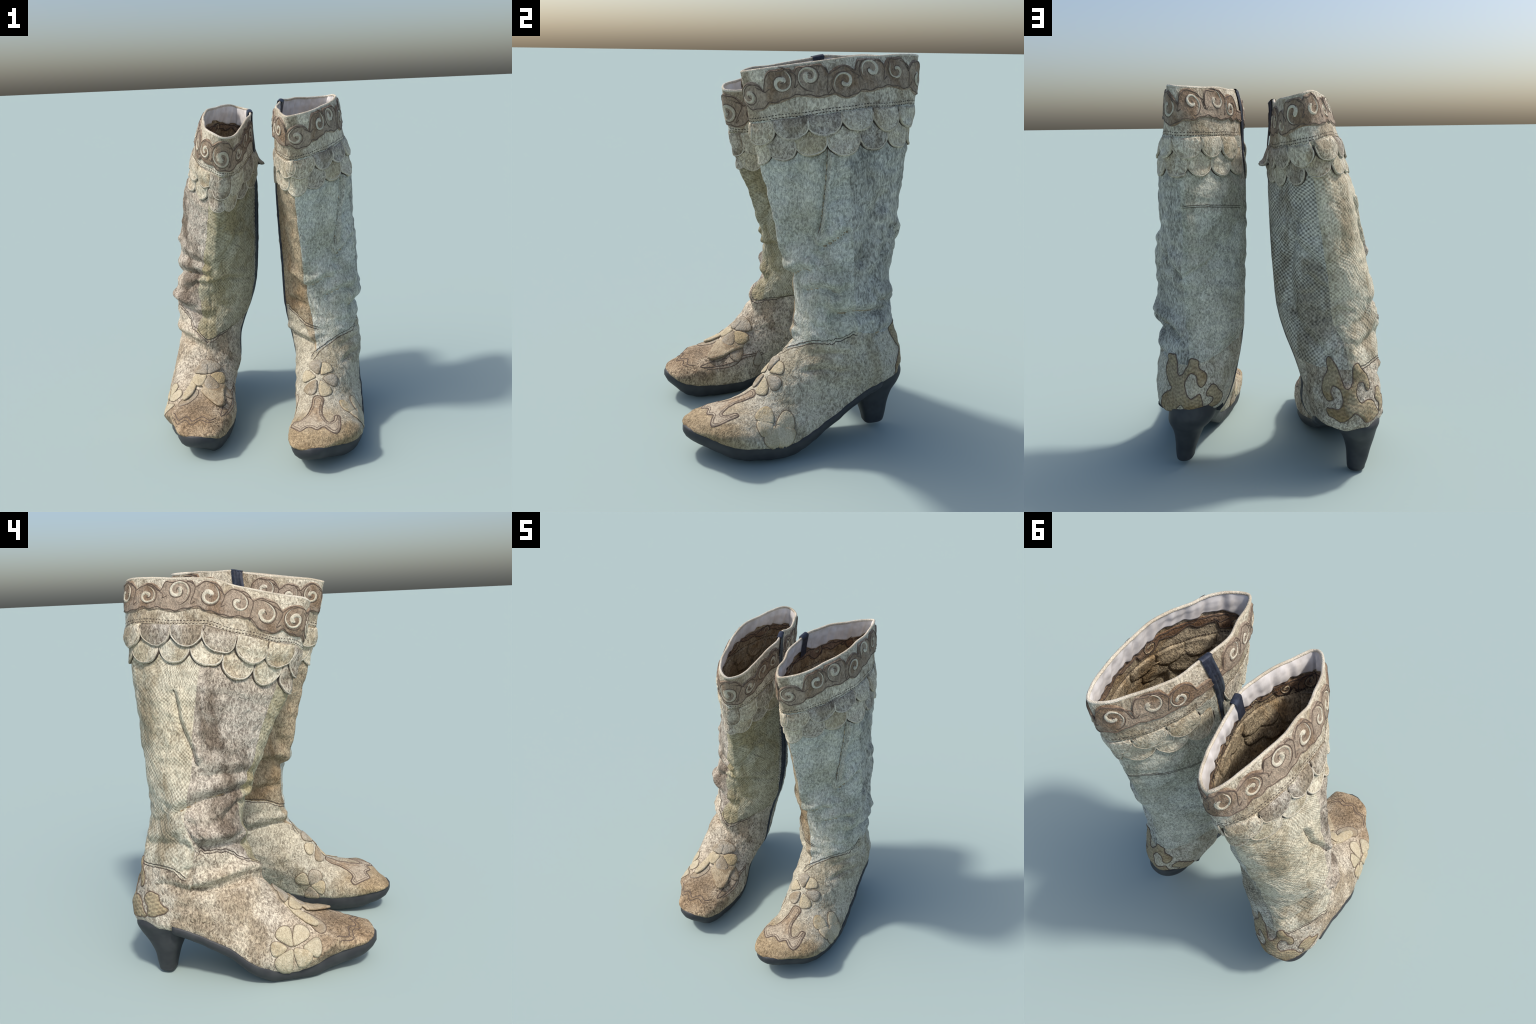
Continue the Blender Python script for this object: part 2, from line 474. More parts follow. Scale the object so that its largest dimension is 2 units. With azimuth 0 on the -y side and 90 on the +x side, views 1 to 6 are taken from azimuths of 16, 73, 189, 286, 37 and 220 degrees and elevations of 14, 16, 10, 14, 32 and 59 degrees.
class Nodes:
    def __init__(self, name):
        self.m = bpy.data.materials.new(name)
        self.m.use_nodes = True
        self.t = self.m.node_tree
        self.bsdf = self.t.nodes["Principled BSDF"]

    def node(self, kind, **props):
        n = self.t.nodes.new(kind)
        for k, v in props.items():
            setattr(n, k, v)
        return n

    def put(self, socket, value):
        if isinstance(value, bpy.types.NodeSocket):
            self.t.links.new(value, socket)
        else:
            socket.default_value = value

    def math(self, op, a, b=0.0, c=None, clamp=False):
        n = self.node("ShaderNodeMath", operation=op, use_clamp=clamp)
        self.put(n.inputs[0], a); self.put(n.inputs[1], b)
        if c is not None:
            self.put(n.inputs[2], c)
        return n.outputs[0]

    def noise(self, vec, scale, detail=2.0, rough=0.5, distort=0.0):
        n = self.node("ShaderNodeTexNoise")
        self.put(n.inputs["Vector"], vec)
        n.inputs["Scale"].default_value = scale
        n.inputs["Detail"].default_value = detail
        n.inputs["Roughness"].default_value = rough
        n.inputs["Distortion"].default_value = distort
        return n.outputs["Fac"]

    def voronoi(self, vec, scale, feature="F1", rand=1.0):
        n = self.node("ShaderNodeTexVoronoi", feature=feature)
        self.put(n.inputs["Vector"], vec)
        n.inputs["Scale"].default_value = scale
        n.inputs["Randomness"].default_value = rand
        return n.outputs["Distance"]

    def ramp(self, fac, stops):
        n = self.node("ShaderNodeValToRGB")
        el = n.color_ramp.elements
        while len(el) < len(stops):
            el.new(0.5)
        for e, (p, c) in zip(el, stops):
            e.position = p
            e.color = c if len(c) == 4 else (*c, 1)
        self.put(n.inputs[0], fac)
        return n.outputs["Color"]

    def remap(self, fac, a, b, lo=0.0, hi=1.0):
        n = self.node("ShaderNodeMapRange", interpolation_type="SMOOTHSTEP")
        self.put(n.inputs["Value"], fac)
        for k, v in zip(("From Min", "From Max", "To Min", "To Max"), (a, b, lo, hi)):
            n.inputs[k].default_value = v
        return n.outputs["Result"]

    def mix(self, fac, a, b, blend="MIX"):
        n = self.node("ShaderNodeMix", data_type="RGBA", blend_type=blend)
        self.put(n.inputs["Factor"], fac)
        self.put(n.inputs[6], a); self.put(n.inputs[7], b)
        return n.outputs[2]

    def object_coords(self, offset=(0, 0, 0), scale=(1, 1, 1)):
        tc = self.node("ShaderNodeTexCoord")
        mp = self.node("ShaderNodeMapping")
        self.put(mp.inputs["Vector"], tc.outputs["Object"])
        mp.inputs["Location"].default_value = offset
        mp.inputs["Scale"].default_value = scale
        return mp.outputs["Vector"]

    def bump(self, height, strength=0.5, distance=0.004):
        n = self.node("ShaderNodeBump")
        n.inputs["Strength"].default_value = strength
        n.inputs["Distance"].default_value = distance
        self.put(n.inputs["Height"], height)
        self.t.links.new(n.outputs["Normal"], self.bsdf.inputs["Normal"])

    def done(self, colour, rough=0.75, spec=0.25):
        self.put(self.bsdf.inputs["Base Color"], colour)
        self.put(self.bsdf.inputs["Roughness"], rough)
        self.bsdf.inputs["Specular IOR Level"].default_value = spec
        return self.m


def leather(name, light, dark, stain, grain=1.0, size=1.0, lattice=0.0, stain_amount=0.75, stretch_z=0.6, seed=0.0, axis=(0, 0), contrast=1.0, stain_scale=5.0, toe=None):
    """mottled hide: pale raised grain over dark furrows, stained in blotches;
    lattice adds the fish-skin net of small lozenges"""
    n = Nodes(name)
    vec = n.object_coords((seed, seed * 0.7, seed * 1.3), (1, 1, stretch_z))
    # pale ridges wander like worm tracks over darker furrows
    a = n.noise(vec, 46 * size, 2.0, 0.55, 1.0)
    worm = n.remap(n.math("ABSOLUTE", n.math("SUBTRACT", a, 0.5)), 0.0, 0.11, 1.0, 0.0)
    b = n.noise(vec, 96 * size, 2.0, 0.55, 0.7)
    pebble = n.remap(b, 0.33, 0.66)
    c = n.noise(vec, 9 * size, 4.0, 0.6, 0.6)
    fur = n.math("ADD", n.math("ADD", n.math("MULTIPLY", worm, 0.36), n.math("MULTIPLY", pebble, 0.34)), n.math("MULTIPLY", c, 0.55))
    fur = n.math("SUBTRACT", fur, 0.09)
    height = fur
    if lattice > 0:
        sep = n.node("ShaderNodeSeparateXYZ")
        tc = n.object_coords()
        n.put(sep.inputs[0], tc)
        wob = n.math("MULTIPLY", n.noise(tc, 7, 1.0), 0.04)
        ang = n.math("ARCTAN2", n.math("SUBTRACT", sep.outputs[0], axis[0]), n.math("SUBTRACT", axis[1], sep.outputs[1]))
        p = n.math("MULTIPLY", n.math("ADD", n.math("MULTIPLY", ang, 0.25), wob), 2 * math.pi / 0.0235)
        q = n.math("MULTIPLY", n.math("ADD", sep.outputs[2], wob), 2 * math.pi / 0.0205)
        net = n.math("MULTIPLY", n.math("SINE", n.math("ADD", p, q)), 1.0)
        net2 = n.math("SINE", n.math("SUBTRACT", p, q))
        scales = n.remap(n.math("ADD", net, net2), -1.3, 1.3, 0.12, 0.95)
        patchy = n.remap(n.noise(tc, 6, 2.0), 0.35, 0.60, 0.35, 0.85)
        k = n.math("MULTIPLY", patchy, lattice)
        mx = n.node("ShaderNodeMix", data_type="FLOAT")
        n.put(mx.inputs[0], k); n.put(mx.inputs[2], fur); n.put(mx.inputs[3], scales)
        height = mx.outputs[0]
    tone = n.math("ADD", n.math("MULTIPLY", n.math("SUBTRACT", height, 0.5), 1.15 * grain), 0.5)
    fine = n.noise(vec, 210, 2.0, 0.6)
    tone = n.math("ADD", tone, n.math("MULTIPLY", n.math("SUBTRACT", fine, 0.5), 0.25), clamp=True)
    mid = tuple(0.5 * x + 0.5 * y for x, y in zip(light, dark))
    colour = n.ramp(tone, [(0.02, dark), (0.50, mid), (0.98, light)])
    blot = n.remap(n.noise(vec, stain_scale, 5.0, 0.62, 0.5), 0.44, 0.62)
    colour = n.mix(n.math("MULTIPLY", blot, stain_amount), colour, stain, "MULTIPLY")
    hue = n.remap(n.noise(n.object_coords((seed + 7, 3, 1)), 2.2, 2.0), 0.38, 0.62)
    warm = n.mix(n.math("MULTIPLY", hue, 0.35), colour, n.mix(1.0, colour, srgb(252, 243, 226), "MULTIPLY"))
    if toe:
        # tan dye towards the toe (colour, y where it starts, y where it is full)
        sep2 = n.node("ShaderNodeSeparateXYZ")
        n.put(sep2.inputs[0], n.object_coords())
        wander = n.math("ADD", sep2.outputs[1], n.math("MULTIPLY", n.math("SUBTRACT", n.noise(n.object_coords(), 8, 3.0), 0.5), 0.35))
        warm = n.mix(n.remap(wander, toe[2], toe[1], 1.0, 0.0), warm, toe[0], "MULTIPLY")
    n.bump(n.math("ADD", height, n.math("MULTIPLY", fine, 0.3)), 0.6, 0.007)
    hs = n.node("ShaderNodeHueSaturation")
    hs.inputs["Saturation"].default_value = 0.97
    n.put(hs.inputs["Color"], warm)
    warm = hs.outputs[0]
    rough = n.remap(tone, 0.0, 1.0, 0.85, 0.62)
    return n.done(warm, rough, 0.3)


def plain(name, colour, second=None, scale=20, rough=0.7, bump=0.2, spec=0.3, distance=0.003):
    n = Nodes(name)
    vec = n.object_coords()
    a = n.noise(vec, scale, 3.0, 0.6)
    if second:
        c = n.mix(n.remap(a, 0.35, 0.65), colour, second)
    else:
        c = colour
    if bump:
        n.bump(n.noise(vec, scale * 4, 3.0), bump, distance)
    return n.done(c, rough, spec)

CREAM, FURROW = srgb(205, 194, 172), srgb(84, 74, 64)
STAIN = srgb(182, 170, 152)


def spiral(cx, cy, r0, r1, turns, phase, hand, kx, n=60):
    t = np.linspace(0, 1, n)
    r = r0 + (r1 - r0) * t ** 0.85
    a = phase + hand * 2 * np.pi * turns * t
    return np.stack([cx + kx * r * np.sin(a), cy - r * np.cos(a)], 1)


class Boot:
    def __init__(self, side, profile, mouth, origin, seed):
        self.side, self.seed = side, seed
        self.outer = 1 if side == "R" else -1          # sign of x on the outer side
        self.skin = Skin(profile, mouth)
        self.origin = np.array(origin, float)
        root = bpy.data.objects.new("boot", None)
        root.location = origin
        root.empty_display_size = 0.2
        COLLECTION.objects.link(root)
        root["category"] = "boot"
        self.root = root
        self.rng = np.random.RandomState(seed)

    fold_depth = 1.45

    # -- relief -----------------------------------------------------------
    def shape(self, creases, bulges, seams, zip_path=None, ridges=()):
        sk = self.skin
        f = np.zeros(sk.depth.shape)
        calm = np.clip((sk.depth - 0.10) / 0.25, 0.25, 1)
        foot = np.clip((sk.s - 7.6) / 1.2, 0, 1)[:, None]
        f += waves(sk.base, self.seed, 0.30) * 0.0065 * calm * (1 - 0.8 * foot)
        f += waves(sk.base * (1, 1, 1.6), self.seed + 1, 0.12, 20) * 0.0034 * calm * (1 - 0.6 * foot)
        f += waves(sk.base, self.seed + 2, 0.045, 24) * 0.0012
        # the shaft is nipped in behind the hanging scallops
        f -= 0.010 * np.exp(-((sk.depth - 0.36) / 0.085) ** 4)
        rng = np.random.RandomState(self.seed + 77)
        for k in range(34):            # short slanting wrinkles, thicker towards the ankle
            s0 = 2.4 + 5.0 * rng.rand() ** 0.75
            u0 = rng.rand()
            tilt = rng.normal() * 0.35 if s0 > 4 else 1.2 * rng.normal()
            half = 0.02 + 0.05 * rng.rand()
            path = [(s0 - tilt * half * 6, u0 - half), (s0 + rng.normal() * 0.08, u0), (s0 + tilt * half * 6, u0 + half)]
            crease(sk, f, path, 0.003 + 0.005 * rng.rand(), 0.010 + 0.010 * rng.rand(), 0.004 * rng.rand(), 0.3)
        for path, height, width in ridges:
            crease(sk, f, path, -height, width, 0.0, 0.06)
        for path, depth, width, ridge in creases:
            crease(sk, f, path, depth * self.fold_depth, width, ridge * self.fold_depth)
        for b in bulges:
            bulge(sk, f, *b)
        for path in seams:
            crease(sk, f, path, 0.004, 0.007, 0.0, 0)
        if zip_path is not None:       # the zip keeps its strip of leather flat
            p = smooth_path(zip_path, 200)
            uz = np.interp(sk.s, p[:, 0], p[:, 1])[:, None]
            du = ((np.arange(sk.nj) / sk.nj)[None] - uz + 0.5) % 1 - 0.5
            near = np.exp(-(du / 0.03) ** 2) * np.clip((p[-1, 0] - sk.s) / 0.5, 0, 1)[:, None]
            f = f * (1 - 0.9 * near)
        tip = np.clip((sk.s[-1] - sk.s) / 0.5, 0, 1)[:, None]
        rim = np.clip(sk.depth / 0.05, 0.3, 1)
        sk.G = sk.base + sk.N * (f * tip * rim)[..., None]
        sk.finish()

    # -- leather body, split along its seams --------------------------------
    def body(self, regions, mats):
        """regions: function (s, u, depth) -> name index per face; one mesh per region, no visible joint"""
        sk = self.skin
        G, N = sk.G, sk.N
        ni, nj = sk.ni, sk.nj
        ci, cj = np.meshgrid(np.arange(ni - 1), np.arange(nj), indexing="ij")
        s = (sk.s[ci] + sk.s[ci + 1]) / 2
        u = (cj + 0.5) / nj
        d = sk.depth[ci, cj]
        key = regions(s, u, d)
        for k, (name, mat) in enumerate(mats):
            I, J = np.nonzero(key == k)
            if not len(I):
                continue
            J1 = (J + 1) % nj
            quad = np.stack([I * nj + J, I * nj + J1, (I + 1) * nj + J1, (I + 1) * nj + J], 1)
            used, inv = np.unique(quad, return_inverse=True)
            quad = inv.reshape(quad.shape)
            V, Nn = G.reshape(-1, 3)[used], N.reshape(-1, 3)[used]
            a, b, c = V[quad[0][0]], V[quad[0][1]], V[quad[0][2]]
            if np.dot(np.cross(b - a, c - a), Nn[quad[0][0]]) < 0:
                quad = quad[:, ::-1]
            add_mesh(name, V, quad, mat, self.root, normals=Nn, origin=self.origin)

    # -- the inside ---------------------------------------------------------
    def inside(self, wall_mat, lining_mat, rim_mat, thick=0.012):
        sk = self.skin
        nj = sk.nj
        stop = int(sk.row_of_s(6.9))
        step = 2
        rows = np.arange(0, stop, 3)
        cols = np.arange(0, nj, step)
        m = len(cols)
        # wall
        V = (sk.G - sk.N * 0.005)[rows][:, cols]
        last = V[-1]
        V = np.concatenate([V, (last.mean(0) + (last - last.mean(0)) * 0.02)[None]])
        add_mesh("inner_wall", V.reshape(-1, 3), grid_faces(len(V), m, True), wall_mat, self.root, origin=self.origin)
        # rolled rim joining outside and inside
        P, N = sk.G[0], sk.N[0]
        D = sk.G[0] - sk.G[1]
        D /= np.linalg.norm(D, axis=1, keepdims=True)
        prof = []
        for a in np.linspace(-0.4, np.pi + 0.9, 12):
            prof.append(P - N * thick / 2 + N * (math.cos(a) * thick * 0.60) + D * (math.sin(a) * thick * 0.62 - 0.001))
        R = np.array(prof)
        add_mesh("rolled_rim", R.reshape(-1, 3), grid_faces(len(R), nj, True), rim_mat, self.root, origin=self.origin)
        # pale lining band with a wavy lower edge
        j = np.arange(nj)
        u = j / nj
        low = 0.108 + 0.014 * np.sin(2 * np.pi * (3 * u + 0.1 * self.seed)) + 0.010 * np.sin(2 * np.pi * (7 * u + 0.3)) + 0.003 * np.sin(2 * np.pi * 17 * u)
        t = np.linspace(0, 1, 16)
        pleat = 0.0035 * np.sin(2 * np.pi * 23 * u + 2.0 * np.sin(2 * np.pi * 3 * u)) + 0.002 * np.sin(2 * np.pi * 41 * u + 1.3)
        rows_at = np.array([sk.row_of_depth(u, low * x) for x in t])
        off = thick - 0.002 + 0.0050 * np.clip(t * 2.5, 0, 1)[:, None] + pleat[None, :] * np.clip(t * 3, 0, 1)[:, None]
        Pq, Nq = sk.sample(rows_at, np.broadcast_to(u, rows_at.shape), -off)
        back = Pq + Nq * 0.009
        V = np.concatenate([Pq, back[-1:]])
        add_mesh("lining", V.reshape(-1, 3), grid_faces(len(V), nj, True), lining_mat, self.root, origin=self.origin)

    # -- scroll band round the collar ----------------------------------------
    def scrolls(self, centres, m_band, m_line, m_pale, inside=False, m_in=None):
        sk = self.skin
        sg = -1 if inside else 1
        base = 0.006 if inside else 0.003
        kx = GIRTH / sk.perimeter[int(sk.row_of_s(0.5))]
        c = np.array([(q[0] * GIRTH, q[1] + (0.055 if inside else 0.002), q[2] * (0.85 if inside else 1.14 + 0.12 * math.sin(37 * q[0] + self.seed))) for q in centres])
        m = 500
        x = np.arange(m) / m * GIRTH
        top = np.full(m, 0.105); bot = np.full(m, 0.158) + 0.010 * np.sin(np.arange(m) / m * 2 * np.pi * 9 + self.seed)
        for cx, cy, r in c:
            dx = ((x - cx + GIRTH / 2) % GIRTH - GIRTH / 2) / kx
            R = r * 1.34
            w = np.sqrt(np.clip(R * R - dx * dx, 0, None)) * 1.02
            top = np.where(np.abs(dx) < R, np.minimum(top, cy - w), top)
            R2 = r * 1.55
            w = np.sqrt(np.clip(R2 * R2 - (dx - 0.02) ** 2, 0, None))
            bot = np.where(np.abs(dx - 0.02) < R2, np.maximum(bot, cy + w * 0.9), bot)
        for _ in range(3):
            top = (np.roll(top, 1) + 2 * top + np.roll(top, -1)) / 4
            bot = (np.roll(bot, 1) + 2 * bot + np.roll(bot, -1)) / 4
        top = np.clip(top, 0.118 if inside else 0.009, None); bot = np.clip(bot, None, 0.196 if not inside else 0.212)
        t = np.linspace(0, 1, 26)
        Y = top[None] * (1 - t[:, None]) + bot[None] * t[:, None]
        U = np.broadcast_to(x / GIRTH, Y.shape)
        H = np.full(Y.shape, 0.004); H[0] = H[-1] = 0.0 if inside else -0.003
        H[1] = H[-2] = 0.0035
        P, N = sk.sample(sk.row_of_depth(U, Y), U, sg * (base + H))
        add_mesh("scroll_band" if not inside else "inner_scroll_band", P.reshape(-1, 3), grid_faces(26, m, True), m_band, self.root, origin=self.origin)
        lines, pale = Soup(), Soup()
        rng = np.random.RandomState(self.seed + 5)

        def draw(soup, xy, w, h, lift, taper=0.0):
            P, N = at_flat(sk, xy, sg * (base + lift))
            cord(soup, P, N * sg, w, h, taper)

        # wavering outlines
        xs = np.r_[x, GIRTH] ; ys = np.r_[top, top[0]]; yb = np.r_[bot, bot[0]]
        inset = 0.010 + 0.003 * np.sin(xs / GIRTH * 2 * np.pi * 31)
        draw(lines, np.stack([xs, ys + inset], 1), 0.0055, 0.0042, 0.004)
        draw(lines, np.stack([xs, yb - inset], 1), 0.0055, 0.0042, 0.004)
        for k, (cx, cy, r) in enumerate(c):
            if inside and cy - r < 0.085:
                continue
            hand = 1 if rng.rand() < 0.65 else -1
            ph = rng.rand() * 1.2 - 0.6 + (math.pi if rng.rand() < 0.3 else 0)
            turns = 1.15 + 0.7 * rng.rand()
            draw(lines, spiral(cx, cy, r * 1.16, r * 0.10, turns, ph, hand, kx), 0.0060, 0.0046, 0.004, 0.04)
            # pale sliver that fills the gap of the spiral and its eye
            q = spiral(cx + 0.004 * rng.normal(), cy + 0.004 * rng.normal(), r * 0.95, r * 0.14, turns * 0.8, ph + hand * 0.45, hand, kx, 50)
            tt = np.linspace(0, 1, 50)
            P, N = at_flat(sk, q, sg * (base + 0.0035))
            cord(pale, P, N * sg, (0.006 + 0.026 * tt ** 1.2) * (r / 0.058), 0.0058, 0.10)
            # tail that swings to the next scroll
            nx = c[(k + 1) % len(c)]
            dx = (nx[0] - cx) % GIRTH
            if dx < 0.22:
                a = np.array([cx + kx * r * 1.02 * math.sin(0.6), cy - r * 1.02 * math.cos(0.6)])
                b = np.array([cx + dx - kx * r * 1.0, nx[1] + r * 0.45])
                mid1 = a + (0.30 * dx, 0.030); mid2 = b + (-0.14 * dx, 0.012)
                q = catmull(np.array([a, mid1, mid2, b]), np.linspace(0, 3, 40))
                draw(lines, q, 0.0055, 0.0042, 0.004, 0.06)
        lines.make("scroll_outline" if not inside else "inner_scroll_outline", m_line, self.root, self.origin)
        pale.make("scroll_inlay" if not inside else "inner_scroll_inlay", m_pale, self.root, self.origin)

    # -- stitching ------------------------------------------------------------
    def stitches(self, name, path_xy, mat, pitch=0.016, width=0.0055, height=0.003, lift=0.0, sg=1, gap=0.30):
        soup = Soup()
        xy = np.asarray(path_xy, float)
        P, _ = at_flat(self.skin, xy)
        run = np.r_[0, np.cumsum(np.linalg.norm(np.diff(P, axis=0), axis=1))]
        n = max(2, int(run[-1] / pitch))
        for k in range(n):
            j = self.rng.rand(3)
            a = (k + gap * (0.3 + j[0]) * 0.7) * run[-1] / n
            b = (k + 1 - gap * (0.3 + j[1]) * 0.5) * run[-1] / n
            w = np.linspace(a, b, 5)
            q = np.stack([np.interp(w, run, xy[:, 0]), np.interp(w, run, xy[:, 1])], 1)
            P, N = at_flat(self.skin, q, sg * lift)
            cord(soup, P, N * sg, width * (0.8 + 0.5 * j[2]), height, 0.3, 5)
        return soup.make(name, mat, self.root, self.origin, stuff=True)

    def seam_thread(self, name, paths, mat, double=0.0, lift=0.001, width=0.005):
        soup = Soup()
        for path in paths:
            n = 120
            p = smooth_path(path, n)
            xy = np.concatenate([flat_of(self.skin, [a], [b]) for a, b in p])
            # undo column rounding
            xy[:, 0] = p[:, 1] * GIRTH
            k = np.ones(9) / 9
            pad = np.pad(xy[:, 1], 4, mode="edge")
            xy[:, 1] = np.convolve(pad, k, "valid")
            offs = (0.0,) if not double else (-double / 2, double / 2)
            T = np.gradient(xy, axis=0); T /= np.maximum(np.linalg.norm(T, axis=1, keepdims=True), 1e-9)
            nrm = np.stack([-T[:, 1], T[:, 0]], 1)
            for o in offs:
                P, N = at_flat(self.skin, xy + nrm * o, lift)
                cord(soup, P, N, width, 0.0025, 0.03, 5)
        return soup.make(name, mat, self.root, self.origin)

    # -- scale-shaped flaps -----------------------------------------------------
    def flap_row(self, rows, mats, inside=False):
        """rows: (u list, depth of top, depth of tip function, width, lift, flare)"""
        sk = self.skin
        soup_in = Soup()
        made = []
        for centres, top, tip, width, lift, flare in rows:
            for k, u in enumerate(centres):
                rng = np.random.RandomState(int(self.seed * 1000 + (u % 1) * 997 + top * 5000))
                kx = GIRTH / sk.perimeter[int(sk.row_of_s(1.6))]
                t = tip(u) + rng.normal() * 0.003
                w = width * (0.97 + 0.09 * rng.rand()) * kx
                cx = u * GIRTH
                y0, y1 = top, t
                r = w / 2
                ry = min(r / kx * 0.95, (y1 - y0) * 0.75)
                ph = np.linspace(0, np.pi, 25)
                skew = rng.normal() * 0.03
                lx = np.concatenate([[cx + r * 0.96], cx + r * np.cos(ph), [cx - r * 0.96]])
                arc = y1 - ry + ry * np.sin(ph) ** 0.9
                ly = np.concatenate([[y0], arc, [y0]])
                lx = lx + skew * (ly - y0)
                mid = [(cx + r * 0.985, y0 + (y1 - ry - y0) * f) for f in (0.33, 0.66)]
                mid2 = [(cx - r * 0.985, y0 + (y1 - ry - y0) * f) for f in (0.66, 0.33)]
                out = np.array([(lx[0], ly[0]), *mid, *zip(lx[1:-1], ly[1:-1]), *mid2, (lx[-1], ly[-1])])
                fl = flare * (0.5 + rng.rand())
                extra = self.lift_tab(u, top) if hasattr(self, "lift_tab") else 0.0
                tilt = rng.normal() * 0.008

                def curl(f, y0=y0, y1=y1, fl=fl, cx=cx, tilt=tilt, extra=extra, w=w, lift=lift):
                    v = np.clip((f[:, 1] - y0) / (y1 - y0), 0, 1)
                    xx = (f[:, 0] - cx) / w
                    rimlift = 0.003 * np.clip((np.abs(xx) * 2) ** 4 + v ** 6, 0, 1)
                    return (lift - 0.002) * (np.clip(v / 0.45, 0, 1) ** 0.8 - 1) + fl * v ** 2 + rimlift + tilt * xx * v * 0.25 + extra * v ** 2.5 * np.clip(1.1 - np.abs(xx) * 1.2, 0, 1)

                if inside:
                    patch(sk, soup_in, out, 0.011 + (0.004 if top < 0.26 else 0.0), 0.014, None, flip=True)
                    continue
                soup = Soup()
                patch(sk, soup, out, lift + 0.0012 * (k % 2), 0.0095, curl)
                soup.make("scallop", mats[int(rng.rand() ** 1.8 * len(mats))], self.root, self.origin)
                # thread just inside the edge
                th = out[2:-2]
                c0 = np.array([cx, y1 - ry])
                th = c0 + (th - c0) * 0.86
                made.append((th, lift + 0.0012 * (k % 2), curl))
        if inside:
            soup_in.make("inner_scallops", mats[0], self.root, self.origin, stuff=True)
            return
        thread, hem, shadow_cords = Soup(), Soup(), Soup()
        for th, lift, curl in made:
            c0 = th.mean(0)
            big = c0 + (th - c0) * (1 / 0.86) - (0, 0.002)
            q = catmull(big, np.linspace(0, len(big) - 1, 40))
            P, N = at_flat(sk, q, lift + curl(q) - 0.0045)
            cord(hem, P, N, 0.0085, 0.0075, 0.06, 7)
            q = q + (q - c0) * 0.10
            P, N = at_flat(sk, q, 0.6 * np.maximum(lift + curl(q) - 0.009, 0.001))
            cord(shadow_cords, P, N, 0.0100, 0.0045, 0.08, 7)  # dark cord modelled as the shadow line beneath each scallop edge
            q = catmull(th, np.linspace(0, len(th) - 1, 36))
            P, N = at_flat(sk, q, lift + curl(q))
            cord(thread, P, N, 0.0040, 0.0016, 0.08, 5)
        thread.make("scallop_thread", self.m_thread, self.root, self.origin)
        hem.make("scallop_hem", self.m_hem, self.root, self.origin)
        shadow_cords.make("scallop_shadow_cord", self.m_bind, self.root, self.origin)

    # -- zip ----------------------------------------------------------------------
    def zipper(self, path, widths, mat):
        sk = self.skin
        n = 160
        p = smooth_path(path, n)
        P0, N0 = sk.sample(sk.row_of_s(p[:, 0]), p[:, 1], np.full(n, 0.0))
        w = np.interp(np.linspace(0, 1, n), np.linspace(0, 1, len(widths)), widths)
        a = np.linspace(-1, 1, 11)
        girth = np.interp(sk.row_of_s(p[:, 0]), np.arange(sk.ni), sk.perimeter)
        rows = np.repeat(sk.row_of_s(p[:, 0])[:, None], 11, 1)
        us = p[:, 1][:, None] + a[None] * w[:, None] / 2 / girth[:, None]
        hump = 0.0055 * (1 - a ** 4)[None] * np.clip(w[:, None] / 0.05, 0.35, 1) + 0.002 * np.exp(-(a / 0.12) ** 2)[None] - 0.004 * np.exp(-((np.abs(a) - 0.22) / 0.08) ** 2)[None]
        over = 0.0075 * np.exp(-(p[:, 0] / 1.35) ** 6)[:, None]      # rides over the scroll band
        P, N = sk.sample(rows, us, hump - 0.001 + over)
        add_mesh("zipper_tape", P.reshape(-1, 3), grid_faces(n, 11), mat, self.root, origin=self.origin)
        # tape folded over the rim to the inside
        m = 12
        U = p[0, 1] + np.linspace(-1, 1, 9) * w[0] / 2 / girth[0]
        top = []
        for t in np.linspace(0, 1, m):
            if t < 0.5:
                ang = t * 2 * np.pi
                d, h = 0.0, -0.004 + 0.0165 * math.cos(ang)
                up = 0.0095 * math.sin(ang)
            else:
                d, h, up = (t - 0.5) * 2 * 0.13, -0.0215, 0.0
            Pq, Nq = sk.sample(sk.row_of_depth(U, np.full(9, d)), U, np.full(9, h))
            if up:
                D = sk.sample(np.zeros(9), U)[0] - sk.sample(np.full(9, 2.0), U)[0]
                D /= np.linalg.norm(D, axis=1, keepdims=True)
                Pq = Pq + D * up
            top.append(Pq)
        add_mesh("zipper_end", np.array(top).reshape(-1, 3), grid_faces(m, 9), mat, self.root, origin=self.origin)

    # -- applique ------------------------------------------------------------------
    def cut_piece(self, name, path_su, mat, lift=0.004, outline=None, line=0.005, n=140, closed=True, lift_fn=None):
        """a flat piece of hide whose outline runs through control points (s, u), edged with a dark cord"""
        sk = self.skin
        pts = np.asarray(path_su, float)
        xy = np.concatenate([flat_of(sk, [a], [b]) for a, b in pts])
        ext = np.vstack([xy, xy[:1]])
        k = len(ext)
        loop = np.vstack([xy[-1:], ext, xy[1:2]])
        q = catmull(loop, np.linspace(1, k, n, endpoint=False))
        soup = Soup()
        patch(sk, soup, q, lift, 0.009, lift_fn)
        ob = soup.make(name, mat, self.root, self.origin)
        if outline is not None:
            s2 = Soup()
            qq = np.vstack([q, q[:1]])
            P, N = at_flat(sk, qq, lift - 0.002)
            cord(s2, P, N, line, 0.004, 0, 7)
            s2.make(name + "_edge", outline, self.root, self.origin)
        return ob

    def drawn_line(self, soup, path_su, width=0.006, lift=0.001, n=70, height=0.003):
        pts = np.asarray(path_su, float)
        xy = np.concatenate([flat_of(self.skin, [a], [b]) for a, b in pts])
        q = catmull(xy, np.linspace(0, len(xy) - 1, n))
        P, N = at_flat(self.skin, q, lift)
        cord(soup, P, N, width, height, 0.05, 7)

